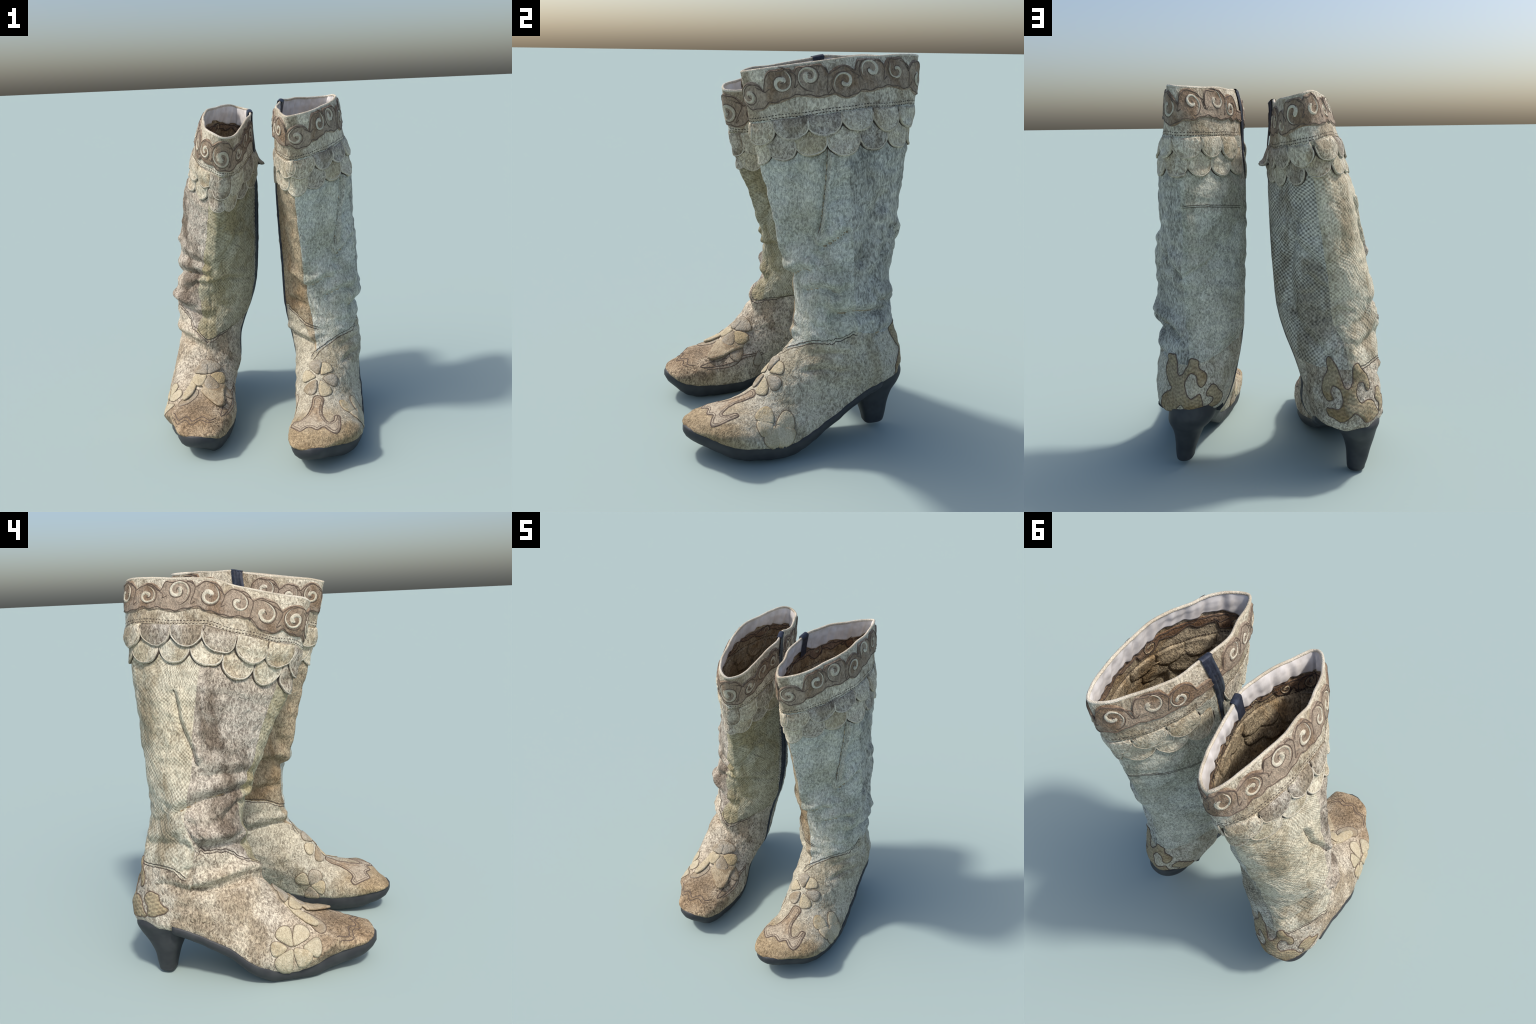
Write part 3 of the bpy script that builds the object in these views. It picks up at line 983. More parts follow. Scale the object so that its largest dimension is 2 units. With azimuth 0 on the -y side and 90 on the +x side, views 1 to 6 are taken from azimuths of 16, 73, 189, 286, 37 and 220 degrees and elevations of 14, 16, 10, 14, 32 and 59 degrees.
    def flower(self, s, u, petals, mats, lift=0.004, loose=0.0, edges=True):
        """petals: (angle from straight down the boot, length, width, start distance)"""
        spot = Spot(self.skin, s, u)
        edge = Soup()
        for i, (ang, length, width, start) in enumerate(petals):
            a = math.radians(ang)
            ox, oy = start * math.sin(a), start * math.cos(a)
            out = petal_outline(ox, oy, a, length, width, 1.0, rng=self.rng)
            soup = Soup()
            fn = lambda f, ox=ox, oy=oy, L=length: loose * np.clip(np.hypot(f[:, 0] - ox, f[:, 1] - oy) / L, 0, 1) ** 1.5
            patch(self.skin, soup, out, lift + 0.0007 * i, 0.008, fn if loose else None, place=spot)
            soup.make("petal", mats[i % len(mats)], self.root, self.origin)
            loop = np.vstack([out, out[:1]])
            P, N = spot.lay(loop, lift - 0.002 + (fn(loop) if loose else 0))
            if edges:
                cord(edge, P, N, 0.004, 0.0032, 0, 5)
        edge.make("petal_edge", self.m_thread, self.root, self.origin)

    def leaf(self, s, u, outline, mat, lift, rise, line=None):
        """outline: control points (x across, y down) in metres round the spot (s, u); the far end curls up"""
        spot = Spot(self.skin, s, u)
        pts = np.asarray(outline, float)
        loop = np.vstack([pts[-1:], pts, pts[:2]])
        q = catmull(loop, np.linspace(1, len(pts) + 1, 70, endpoint=False))
        y0, y1 = q[:, 1].min(), q[:, 1].max()
        soup = Soup()
        patch(self.skin, soup, q, lift, 0.008, lambda f: rise * np.clip((f[:, 1] - y0) / (y1 - y0), 0, 1) ** 1.3 - 0.002, place=spot)
        soup.make("leaf", mat, self.root, self.origin)
        if line:
            e = Soup()
            P, N = spot.lay(np.vstack([q, q[:1]]), lift - 0.002)
            cord(e, P, N, 0.004, 0.0032, 0, 5)
            e.make("leaf_edge", line, self.root, self.origin)

    def toe_piece(self, name, s, u, outline, mat, line):
        """a flat piece on the toe with a cord round it and a second cord drawn inside"""
        spot = Spot(self.skin, s, u, (0, -1, 0))
        pts = np.asarray(outline, float)
        loop = np.vstack([pts[-1:], pts, pts[:2]])
        q = catmull(loop, np.linspace(1, len(pts) + 1, 170, endpoint=False))
        soup, cords = Soup(), Soup()
        patch(self.skin, soup, q, 0.003, 0.009, place=spot)
        soup.make(name, mat, self.root, self.origin)
        ring = np.vstack([q, q[:1]])
        T = np.gradient(ring, axis=0)
        n = np.stack([-T[:, 1], T[:, 0]], 1)
        n /= np.maximum(np.linalg.norm(n, axis=1, keepdims=True), 1e-9)
        c = (ring - ring.mean(0))
        if (np.cross(np.c_[c[:-1], np.zeros(len(c) - 1)], np.c_[c[1:], np.zeros(len(c) - 1)])[:, 2]).sum() < 0:
            n = -n
        for off, w in ((0.0, 0.009), (0.013, 0.006)):
            P, N = spot.lay(ring + n * off, 0.001 if off == 0 else 0.002)
            cord(cords, P, N, w, 0.004, 0, 7)
        cords.make(name + "_outline", line, self.root, self.origin)

    # -- sole and heel -----------------------------------------------------------
    def sole(self, mat, thickness, s0, ground):
        """thickness: profile rows (y, thickness of the sole, how far the tread is drawn in)"""
        sk = self.skin
        first = int(sk.row_of_s(s0))
        rows = np.unique(np.r_[np.arange(first, sk.ni - 3, 3), sk.ni - 3])
        e = sk.edge[:, rows]
        L, _ = sk.sample(rows, e[0], np.zeros(len(rows)))
        R, _ = sk.sample(rows, e[1], np.zeros(len(rows)))
        line = np.vstack([L, R[::-1]])
        k = len(rows)
        T = np.gradient(line, axis=0)
        nrm = np.stack([T[:, 1], -T[:, 0]], 1)
        nrm /= np.maximum(np.linalg.norm(nrm, axis=1, keepdims=True), 1e-9)
        c = line.mean(0)[:2]
        if ((line[:, :2] - c) * nrm).sum() < 0:
            nrm = -nrm
        for _ in range(8):
            nrm[1:-1] = (nrm[:-2] + 2 * nrm[1:-1] + nrm[2:]) / 4
        nrm /= np.linalg.norm(nrm, axis=1, keepdims=True)
        by, bt, bi = np.array(thickness).T
        o = np.argsort(by)
        thick = np.interp(line[:, 1], by[o], bt[o]); inset = np.interp(line[:, 1], by[o], bi[o])
        zb = np.maximum(line[:, 2] - thick, np.minimum(ground, line[:, 2] - 0.015))
        V = []
        for f, out, draw_in, up in ((0, -0.012, 0, 0.013), (0, 0.005, 0, 0.012), (0, 0.010, 0, 0.004), (0.3, 0.011, 0, 0), (0.62, 0.006, 0.18, 0), (0.86, 0, 0.5, 0), (1.0, 0, 1.0, 0)):
            p = line.copy()
            p[:, :2] += nrm * (out - draw_in * inset)[:, None]
            p[:, 2] = line[:, 2] * (1 - f) + zb * f + up
            V.append(p)
        m = len(line)
        V = np.array(V)
        faces = grid_faces(len(V), m)
        b = (len(V) - 1) * m
        for i in range(k - 1):       # tread: join the two sides of every ring
            faces.append([b + i, b + i + 1, b + m - 2 - i, b + m - 1 - i])
        # close the end under the heel seat
        for i in range(len(V) - 1):
            faces.append([i * m, (i + 1) * m, (i + 1) * m + m - 1, i * m + m - 1])
        return add_mesh("sole", V.reshape(-1, 3), faces, mat, self.root, origin=self.origin)

    def heel(self, rows, mat, m_tip):
        th = np.linspace(0, 2 * np.pi, 48, endpoint=False)
        rows = catmull(np.array(rows, float), np.linspace(0, len(rows) - 1, 40))
        V = []
        for z, cx, cy, hx, hyf, hyb in rows:
            c, s = np.cos(th), np.sin(th)
            p = np.where(s < 0, 3.4, 2.2)
            x = np.sign(c) * np.abs(c) ** (2 / p) * hx
            y = np.sign(s) * np.abs(s) ** (2 / p) * np.where(s < 0, hyf, hyb)
            V.append(np.stack([cx + x, cy + y, np.full_like(x, z)], 1))
        V = np.array(V)
        # round the bottom
        last = V[-1]; mid = last.mean(0)
        ends = [mid + (last - mid) * (1, 1, 1) * q - np.array([0, 0, dz]) for q, dz in ((0.97, 0.008), (0.88, 0.014), (0.6, 0.017), (0.02, 0.018))]
        cap = V[0].mean(0) + (V[0] - V[0].mean(0)) * 0.02
        V = np.concatenate([cap[None], V, np.array(ends)])
        add_mesh("heel", V.reshape(-1, 3), grid_faces(len(V), 48, True, flip=True), mat, self.root, origin=self.origin)

# ---------------------------------------------------------------- the pair
M_COLLAR = leather("pale_collar_hide", srgb(232, 224, 204), srgb(126, 115, 100), STAIN, 0.9, 1.0, seed=1.0)
M_FLAP = [leather("flap_hide", srgb(236, 228, 206), srgb(126, 114, 97), srgb(205, 192, 172), 0.9, 1.1, seed=2.0),
          leather("flap_hide_yellow", srgb(234, 228, 208), srgb(128, 117, 100), srgb(216, 206, 186), 0.85, 1.0, seed=3.0),
          leather("flap_hide_grey", srgb(208, 200, 184), srgb(96, 86, 76), STAIN, 1.0, 1.1, seed=4.0)]
M_BAND = leather("brown_scroll_hide", srgb(178, 161, 141), srgb(104, 91, 79), srgb(205, 182, 156), 0.75, 1.0, seed=5.0)
M_PALE = leather("pale_inlay", srgb(232, 226, 206), srgb(160, 148, 128), STAIN, 0.5, 1.2, seed=6.0, stain_amount=0.3)
M_LINE = plain("dark_cord", srgb(84, 71, 62), srgb(110, 95, 82), 60, 0.8)
M_THREAD = plain("dark_thread", srgb(54, 46, 42), srgb(80, 70, 62), 80, 0.85)
M_EDGE_THREAD = plain("faded_thread", srgb(120, 106, 88), srgb(90, 78, 66), 80, 0.85)
M_ZIP = plain("navy_tape", srgb(34, 38, 50), srgb(52, 58, 72), 40, 0.5, 0.3)
M_LINING = plain("white_lining", srgb(226, 222, 218), srgb(206, 201, 196), 14, 0.8, 0.15)
M_RIM = leather("rim_hide", srgb(234, 227, 210), srgb(176, 165, 146), STAIN, 0.5, 1.4, seed=7.0, stain_amount=0.4)
M_INNER = leather("inner_brown", srgb(204, 188, 158), srgb(90, 80, 66), srgb(215, 194, 164), 0.9, 1.0, seed=8.0)
M_IN_BAND = leather("inner_brown_dark", srgb(168, 142, 116), srgb(80, 66, 56), srgb(205, 178, 148), 0.7, 1.0, seed=9.0)
M_SOLE = plain("black_rubber", srgb(50, 52, 55), srgb(60, 62, 64), 12, 0.55, 0.15)
M_PETAL = [leather("petal_hide", srgb(226, 214, 184), srgb(150, 136, 110), srgb(225, 210, 180), 0.55, 1.3, seed=12.0),
           leather("petal_hide_grey", srgb(202, 193, 174), srgb(118, 108, 94), srgb(225, 210, 188), 0.6, 1.3, seed=13.0)]
M_GOLD = [leather("petal_hide_gold", srgb(222, 212, 184), srgb(136, 124, 100), srgb(220, 206, 178), 0.55, 1.4, seed=14.0),
          leather("petal_hide_straw", srgb(228, 218, 192), srgb(146, 134, 110), srgb(222, 208, 182), 0.5, 1.4, seed=15.0)]
M_COUNTER = leather("counter_hide", srgb(188, 172, 138), srgb(98, 86, 68), srgb(210, 188, 154), 0.8, 0.9, lattice=0.5, seed=16.0, axis=(0, 0))
M_RED = plain("red_mark", srgb(176, 70, 74), srgb(196, 120, 112), 60, 0.8)
M_LABEL = plain("pale_label", srgb(206, 208, 210), None, 30, 0.7)


def build_right():
    b = Boot("R", RIGHT_PROFILE, RIGHT_MOUTH, (0.36, 0.10, 0.0), 3)
    b.root["label"] = "tall cream leather boot with scalloped cuff and black heel"
    b.fold_depth = 1.9
    b.m_thread, b.m_line, b.m_hem = M_EDGE_THREAD, M_LINE, M_RIM
    b.m_bind = M_THREAD
    creases = [
        ([(4.57, -0.188), (4.60, -0.050), (4.80, 0.000), (4.63, 0.048), (4.49, 0.075), (4.52, 0.120)], 0.013, 0.026, 0.013),
        ([(6.80, -0.185), (6.88, -0.073), (6.98, 0.007)], 0.013, 0.024, 0.010),
        ([(5.15, 0.055), (4.86, 0.140), (4.98, 0.203)], 0.011, 0.020, 0.007),
        ([(5.59, 0.145), (5.53, 0.193), (5.44, 0.263), (5.53, 0.398)], 0.020, 0.030, 0.010),
        ([(1.96, 0.190), (2.57, 0.177), (3.18, 0.158), (3.62, 0.138)], 0.012, 0.011, 0.007),
        ([(3.94, 0.133), (3.73, 0.180), (3.42, 0.237)], 0.013, 0.018, 0.008),
        ([(4.32, 0.260), (3.71, 0.290), (3.16, 0.312), (2.75, 0.367)], 0.017, 0.036, 0.008),
        ([(4.92, 0.282), (4.43, 0.312), (3.94, 0.345), (3.38, 0.398)], 0.011, 0.026, 0.006),
        ([(3.46, 0.407), (3.82, 0.453), (4.04, 0.480)], 0.013, 0.022, 0.008),
        ([(5.15, 0.302), (5.26, 0.372), (5.35, 0.417), (5.61, 0.458)], 0.018, 0.026, 0.010),
        ([(3.87, 0.497), (3.73, 0.568), (3.49, 0.620)], 0.004, 0.010, 0.003),
        ([(6.10, 0.297), (5.99, 0.355), (6.10, 0.415)], 0.010, 0.024, 0.006),
        ([(6.15, 0.600), (5.96, 0.703), (6.04, 0.802)], 0.008, 0.030, 0.006),
        ([(5.59, 0.840), (5.47, 0.932), (5.53, 1.002)], 0.008, 0.024, 0.007),
        ([(7.49, 0.092), (7.20, 0.145), (7.14, 0.205)], 0.006, 0.022, 0.004),
        ([(6.91, 0.085), (6.66, 0.152), (6.49, 0.212)], 0.004, 0.016, 0.003),
        ([(3.08, 0.858), (3.66, 0.912), (4.35, 0.973)], 0.010, 0.034, 0.006),
    ]
    bulges = [(4.30, 0.22, -0.014, 0.07, 0.08), (2.75, 0.21, -0.016, 0.08, 0.07), (2.6, 0.36, 0.004, 0.10, 0.10), (4.35, 0.90, 0.008, 0.06, 0.12), (5.75, 0.2, 0.008, 0.07, 0.15)]
    front = [(1.61, 0.020), (2.86, 0.020), (3.71, 0.015), (4.32, 0.018), (5.09, 0.025), (6.37, 0.015), (6.98, 0.010)]
    outer = [(3.33, 0.240), (3.78, 0.242), (4.55, 0.240), (5.21, 0.235), (6.01, 0.235), (6.69, 0.235), (7.43, 0.230)]
    back = [(1.96, 0.492), (2.67, 0.490), (3.80, 0.480), (4.86, 0.472), (5.67, 0.465), (6.17, 0.463)]
    ankle = [(7.41, -0.017), (7.08, 0.015), (6.61, 0.080), (6.34, 0.152), (6.01, 0.235)]
    inner = [(5.82, -0.180), (6.01, -0.090), (6.25, -0.040), (6.39, 0.018)]
    across = [(2.57, 0.487), (2.59, 0.568), (2.71, 0.715)]
    zip_path = [(0.00, 0.772), (1.12, 0.790), (2.08, 0.795), (3.10, 0.800), (4.80, 0.795), (6.15, 0.775), (7.38, 0.755), (8.2, 0.715), (8.9, 0.650)]
    b.shape(creases, bulges, [front, outer, back, ankle, inner], zip_path, [(outer, 0.005, 0.010), (front, 0.004, 0.012), (back, 0.006, 0.012)])
    top = lambda u: np.interp(u, [0, 0.015, 0.08, 0.152, 0.235, 0.5, 0.72, 0.82, 0.91, 0.96, 1.0], [7.2, 7.08, 6.61, 6.34, 6.01, 6.1, 6.0, 5.82, 6.01, 6.25, 7.2])

    def regions(s, u, d):
        k = np.full(s.shape, 1)
        k[(u >= 0.24) & (u < 0.485)] = 2
        k[(u >= 0.485) & (u < 0.775)] = 3
        k[u >= 0.775] = 4
        k[s > top(u)] = 5
        k[d < 0.235] = 0
        return k

    pale, furrow = srgb(226, 226, 212), srgb(116, 115, 106)  # grey-green and lightened to carry the sky light on this boot's shaded side
    b.body(regions, [
        ("collar", M_COLLAR),
        ("shaft_panel", leather("shaft_hide", pale, furrow, srgb(200, 198, 180), 0.8, 1.0, seed=21.0, stain_amount=0.5)),
        ("shaft_panel", leather("shaft_hide_furred", srgb(214, 213, 201), srgb(98, 96, 90), srgb(186, 184, 176), 0.95, 1.0, seed=22.0, stain_amount=0.5, stretch_z=0.4)),
        ("shaft_panel", leather("shaft_hide_back", srgb(224, 224, 210), srgb(114, 113, 104), srgb(196, 192, 176), 0.9, 1.05, seed=23.0, stain_amount=0.5, lattice=0.15)),
        ("shaft_panel", leather("shaft_hide_brown", srgb(194, 178, 150), srgb(96, 84, 68), srgb(205, 186, 160), 0.9, 1.0, seed=24.0)),
        ("foot", leather("foot_hide", srgb(220, 214, 194), srgb(112, 104, 90), srgb(198, 188, 166), 0.9, 1.05, seed=25.0, stain_amount=0.6, toe=(srgb(222, 204, 180), -0.28, -0.66))),
    ])
    b.inside(M_INNER, M_LINING, M_RIM)
    centres = [(0.030, 0.118, 0.050), (0.105, 0.068, 0.048), (0.175, 0.062, 0.052), (0.248, 0.104, 0.052), (0.320, 0.060, 0.048),
               (0.392, 0.066, 0.050), (0.465, 0.105, 0.050), (0.545, 0.078, 0.052), (0.625, 0.068, 0.046), (0.692, 0.092, 0.046),
               (0.845, 0.075, 0.044), (0.905, 0.085, 0.044), (0.965, 0.078, 0.040)]
    b.scrolls(centres, M_BAND, M_LINE, M_PALE)
    b.scrolls([c for c in centres], M_IN_BAND, M_THREAD, M_INNER, inside=True)
    us = np.linspace(-0.20, 0.745, 240) * GIRTH
    for y in [0.221, 0.235]:
        b.stitches("collar_stitches", np.stack([us, y + 0.002 * np.sin(us * 31)], 1), M_THREAD)
    us = np.linspace(0.0, 1.0, 260) * GIRTH
    b.stitches("inner_stitches", np.stack([us, 0.230 + 0 * us], 1), M_THREAD, lift=0.0065, sg=-1)
    row1 = [0.112 + 0.0805 * k for k in range(-1, 8)] + [0.84, 0.905, 0.97]
    row2 = [0.072 + 0.0805 * k for k in range(0, 9)] + [0.83, 0.89, 0.945, 1.0]
    tip1 = lambda u: 0.352 + 0.004 * math.sin(u * 40)
    tip2 = lambda u: 0.446 + 0.006 * math.sin(u * 33)
    row1 = [u for u in row1 if abs((u % 1) - 0.785) > 0.03]
    rows = [(row2, 0.30, tip2, 0.152, 0.0080, 0.003), (row1, 0.240, tip1, 0.152, 0.0145, 0.003)]
    b.flap_row(rows, M_FLAP)
    b.flap_row([(row2, 0.30, tip2, 0.146, 0.0, 0.0), (row1, 0.240, tip1, 0.146, 0.0, 0.0)], [M_INNER], inside=True)
    b.zipper(zip_path, [0.066, 0.062, 0.058, 0.054, 0.05, 0.04, 0.028], M_ZIP)
    b.seam_thread("seam", [front, outer, back], M_EDGE_THREAD, lift=-0.001, width=0.004)
    b.seam_thread("ankle_seam", [ankle, inner], M_THREAD, double=0.016)
    b.seam_thread("back_seam", [across], M_THREAD, double=0.010, width=0.004)
    b.seam_thread("dark_crease_line", [[(1.96, 0.190), (2.57, 0.177), (3.18, 0.158), (3.62, 0.138)]], M_LINE, width=0.007, lift=0.0005)

    # toe cap: a waisted stem that spreads into horns over the toe
    scroll_hide = leather("toe_scroll_hide", srgb(206, 191, 166), srgb(110, 98, 84), srgb(212, 190, 164), 0.85, 1.0, seed=31.0)
    stem = np.array([(-0.028, -0.165), (0.026, -0.165), (0.030, -0.090), (0.045, -0.030), (0.080, 0.012), (0.108, -0.004), (0.112, -0.045), (0.134, -0.050), (0.146, -0.005), (0.150, 0.050), (0.130, 0.078), (0.095, 0.070),
                     (0.062, 0.052), (0.028, 0.074), (-0.020, 0.058), (-0.062, 0.084), (-0.098, 0.062), (-0.135, 0.022), (-0.122, -0.006), (-0.085, -0.004), (-0.052, -0.035), (-0.033, -0.095)])
    b.toe_piece("toe_scroll", 10.9, -0.035, stem * (1.0, 1.10) + (-0.006, -0.012), scroll_hide, M_LINE)
    b.flower(7.96, 0.013, [(150, 0.085, 0.068, 0.022), (88, 0.085, 0.070, 0.022), (28, 0.095, 0.075, 0.022), (-35, 0.095, 0.072, 0.022), (-98, 0.080, 0.066, 0.022), (-160, 0.088, 0.068, 0.022)], M_PETAL, 0.005)
    b.flower(9.56, 0.205, [(165, 0.10, 0.095, 0.008), (105, 0.115, 0.105, 0.008), (45, 0.10, 0.085, 0.008), (-15, 0.085, 0.085, 0.008), (-80, 0.10, 0.10, 0.008)], M_GOLD, 0.005)
    b.flower(9.85, -0.225, [(150, 0.09, 0.085, 0.008), (75, 0.09, 0.085, 0.008), (5, 0.085, 0.08, 0.008), (-70, 0.09, 0.085, 0.008)], M_PETAL, 0.004)
    counter = [(7.20, 0.440), (7.20, 0.400), (6.88, 0.385), (6.66, 0.410), (6.54, 0.432), (6.46, 0.417), (6.34, 0.400), (6.20, 0.390), (6.01, 0.395), (5.90, 0.415), (5.90, 0.435), (6.12, 0.443), (6.27, 0.450), (6.25, 0.468), (6.12, 0.480), (5.99, 0.485),
               (5.96, 0.497), (6.04, 0.515), (6.17, 0.517), (6.32, 0.545), (6.46, 0.550), (6.54, 0.532), (6.44, 0.515), (6.32, 0.510), (6.25, 0.497), (6.29, 0.485), (6.44, 0.477), (6.59, 0.485), (6.71, 0.500), (6.66, 0.527),
               (6.83, 0.540), (7.08, 0.550), (7.04, 0.575), (6.91, 0.583), (6.77, 0.557), (6.64, 0.560), (6.61, 0.583), (6.83, 0.613), (7.11, 0.635), (7.29, 0.613), (7.29, 0.560), (7.20, 0.525), (7.08, 0.502), (6.85, 0.470), (7.04, 0.455)]
    b.cut_piece("heel_counter", counter, M_COUNTER, 0.0035, M_LINE, 0.006, 260)
    s3 = Soup()
    b.drawn_line(s3, [(2.36, 0.627), (2.40, 0.637), (2.44, 0.635), (2.44, 0.627), (2.40, 0.623), (2.36, 0.627)], 0.007, 0.0, 30, 0.002)
    b.drawn_line(s3, [(2.46, 0.630), (2.53, 0.632), (2.57, 0.630)], 0.006, 0.0, 16, 0.002)
    s3.make("red_mark", M_RED, b.root, b.origin)
    b.sole(M_SOLE, [(-0.70, 0.070, 0.045), (-0.56, 0.080, 0.04), (-0.44, 0.084, 0.03), (-0.30, 0.078, 0.022), (-0.05, 0.072, 0.02), (0.04, 0.062, 0.015), (0.12, 0.050, 0.012), (0.30, 0.042, 0.01), (0.5, 0.03, 0.01)], 7.6, 0.008)
    b.heel([(0.372, 0.325, 0.480, 0.110, 0.150, 0.130), (0.345, 0.335, 0.478, 0.118, 0.155, 0.140), (0.305, 0.340, 0.474, 0.122, 0.152, 0.150), (0.262, 0.351, 0.466, 0.116, 0.142, 0.135), (0.205, 0.368, 0.448, 0.082, 0.104, 0.116),
            (0.140, 0.380, 0.444, 0.063, 0.078, 0.096), (0.085, 0.390, 0.450, 0.052, 0.065, 0.078), (0.050, 0.394, 0.454, 0.046, 0.060, 0.066), (0.042, 0.394, 0.454, 0.045, 0.058, 0.064)], M_SOLE, M_SOLE)


def build_left():
    b = Boot("L", LEFT_PROFILE, LEFT_MOUTH, (-0.40, 0.10, 0.0), 8)
    b.root["label"] = "tall cream leather boot with scalloped cuff, petals and black heel"
    b.m_thread, b.m_line, b.m_hem = M_EDGE_THREAD, M_LINE, M_RIM
    b.m_bind = M_THREAD
    creases = [
        ([(4.05, -0.260), (4.08, -0.157), (4.17, -0.042), (4.34, 0.028)], 0.012, 0.030, 0.004),
        ([(4.94, -0.320), (4.68, -0.252), (4.56, -0.172), (4.53, -0.055), (4.66, 0.000)], 0.022, 0.030, 0.007),
        ([(5.93, -0.262), (6.06, -0.190), (6.19, -0.110), (6.67, 0.018)], 0.020, 0.028, 0.014),
        ([(2.47, 0.672), (2.65, 0.680), (3.11, 0.698), (3.49, 0.728), (3.83, 0.748)], 0.012, 0.014, 0.008),
        ([(6.81, -0.255), (6.87, -0.245), (7.17, -0.182), (7.41, -0.093), (7.96, 0.028)], 0.019, 0.026, 0.010),
        ([(6.51, 0.613), (6.64, 0.690), (6.93, 0.762)], 0.010, 0.020, 0.006),
        ([(4.85, -0.070), (4.82, 0.010), (4.63, 0.070), (4.76, 0.145)], 0.014, 0.018, 0.012),
        ([(5.85, -0.265), (5.96, -0.155), (5.96, -0.050)], 0.010, 0.022, 0.006),
        ([(6.93, -0.245), (7.20, -0.115), (7.65, -0.007)], 0.012, 0.022, 0.010),
        ([(4.39, 0.035), (3.71, 0.050), (3.14, 0.105)], 0.014, 0.028, 0.008),
        ([(2.43, 0.432), (2.91, 0.407), (3.73, 0.352), (4.41, 0.345), (5.22, 0.370)], 0.012, 0.030, 0.008),
        ([(3.23, 0.365), (3.49, 0.425), (3.93, 0.475)], 0.012, 0.026, 0.006),
        ([(3.93, 0.410), (4.12, 0.440), (4.32, 0.480)], 0.009, 0.020, 0.005),
        ([(6.03, 0.502), (5.89, 0.573), (5.82, 0.685), (5.96, 0.730)], 0.012, 0.026, 0.008),
        ([(5.06, 0.775), (5.43, 0.723), (5.69, 0.647)], 0.008, 0.026, 0.005),
        ([(5.26, 0.863), (4.94, 0.912), (4.74, 0.948)], 0.010, 0.020, 0.006),
        ([(7.23, 0.065), (6.74, 0.138), (6.51, 0.193)], 0.006, 0.016, 0.004),
        ([(7.70, 0.190), (8.05, 0.128), (8.26, 0.072)], 0.005, 0.022, 0.003),
        ([(4.97, 0.362), (5.61, 0.380), (6.22, 0.427)], 0.010, 0.030, 0.006),
    ]
    bulges = [(4.36, 0.80, 0.003, 0.06, 0.18), (5.55, 0.80, 0.010, 0.08, 0.12), (2.9, 0.84, 0.006, 0.2, 0.12), (6.15, 0.17, 0.020, 0.06, 0.10), (6.4, 0.82, 0.008, 0.06, 0.12)]
    front = [(1.72, -0.012), (2.55, -0.015), (3.71, -0.002), (4.29, -0.002), (4.82, 0.005), (6.49, -0.012), (7.52, -0.005), (8.34, -0.017)]
    outer = [(2.00, 0.760), (2.36, 0.757), (2.95, 0.760), (3.64, 0.757), (3.83, 0.752), (4.43, 0.765), (5.10, 0.767), (6.09, 0.733), (6.69, 0.738), (7.57, 0.715)]
    back = [(1.93, 0.495), (2.84, 0.492), (3.93, 0.487), (4.66, 0.500), (5.47, 0.482), (6.06, 0.468)]
    ankle = [(6.06, -0.257), (6.19, -0.188), (6.40, -0.120), (7.17, -0.040), (7.49, 0.000), (7.26, 0.043), (7.10, 0.072), (6.69, 0.138), (6.49, 0.188)]
    heelseam = [(6.26, 0.520), (6.31, 0.652), (6.57, 0.725)]
    zip_path = [(0.00, 0.230), (1.12, 0.225), (2.05, 0.223), (3.90, 0.228), (4.58, 0.230), (6.09, 0.210), (6.96, 0.225), (7.70, 0.240), (8.3, 0.285), (8.9, 0.345)]
    b.shape(creases, bulges, [front, back, ankle, heelseam, outer[4:]], zip_path, [(outer[:5], 0.009, 0.011), (front[:4], 0.005, 0.011), (back[:3], 0.007, 0.013)])
    b.lift_tab = lambda u, top: 0.042 if (abs((u % 1) - 0.255) < 0.025 and top < 0.28) else 0.0
    top = lambda u: np.interp(u, [0, 0.043, 0.072, 0.138, 0.188, 0.25, 0.5, 0.652, 0.725, 0.743, 0.812, 0.88, 0.96, 1.0], [7.49, 7.26, 7.10, 6.69, 6.49, 6.3, 6.26, 6.31, 6.57, 6.06, 6.19, 6.40, 7.17, 7.49])

    def regions(s, u, d):
        k = np.full(s.shape, 1)
        k[(u >= 0.20) & (u < 0.485)] = 2
        k[(u >= 0.485) & (u < 0.735)] = 3
        k[(u >= 0.735) & (u < 0.95)] = 4
        k[s > top(u)] = 5
        k[d < 0.220] = 0
        return k

    b.body(regions, [
        ("collar", M_COLLAR),
        ("shaft_panel", leather("shaft_hide_olive", srgb(202, 196, 170), srgb(94, 88, 70), srgb(215, 204, 174), 0.9, 1.0, seed=41.0, lattice=0.35, axis=(0.1, 0.12))),
        ("shaft_panel", leather("shaft_hide_scaled", srgb(220, 217, 204), srgb(74, 69, 62), STAIN, 1.0, 1.0, seed=42.0, lattice=0.75, axis=(0.02, 0.15))),
        ("shaft_panel", leather("shaft_hide_cream", srgb(230, 223, 200), srgb(120, 110, 92), STAIN, 0.95, 1.0, seed=43.0, lattice=0.5, axis=(0.02, 0.15))),
        ("shaft_panel", leather("shaft_hide_dark_blotched", srgb(212, 202, 186), srgb(90, 80, 71), srgb(140, 127, 114), 1.0, 1.0, seed=44.0, stain_amount=0.85, stain_scale=4.0)),  # darker grey-brown blotches on this panel
        ("foot", leather("foot_hide_worn", srgb(228, 217, 196), srgb(104, 93, 80), srgb(180, 166, 148), 1.0, 1.0, seed=45.0, stain_amount=0.65, toe=(srgb(226, 210, 188), -0.22, -0.66))),
    ])
    b.inside(M_INNER, M_LINING, M_RIM)
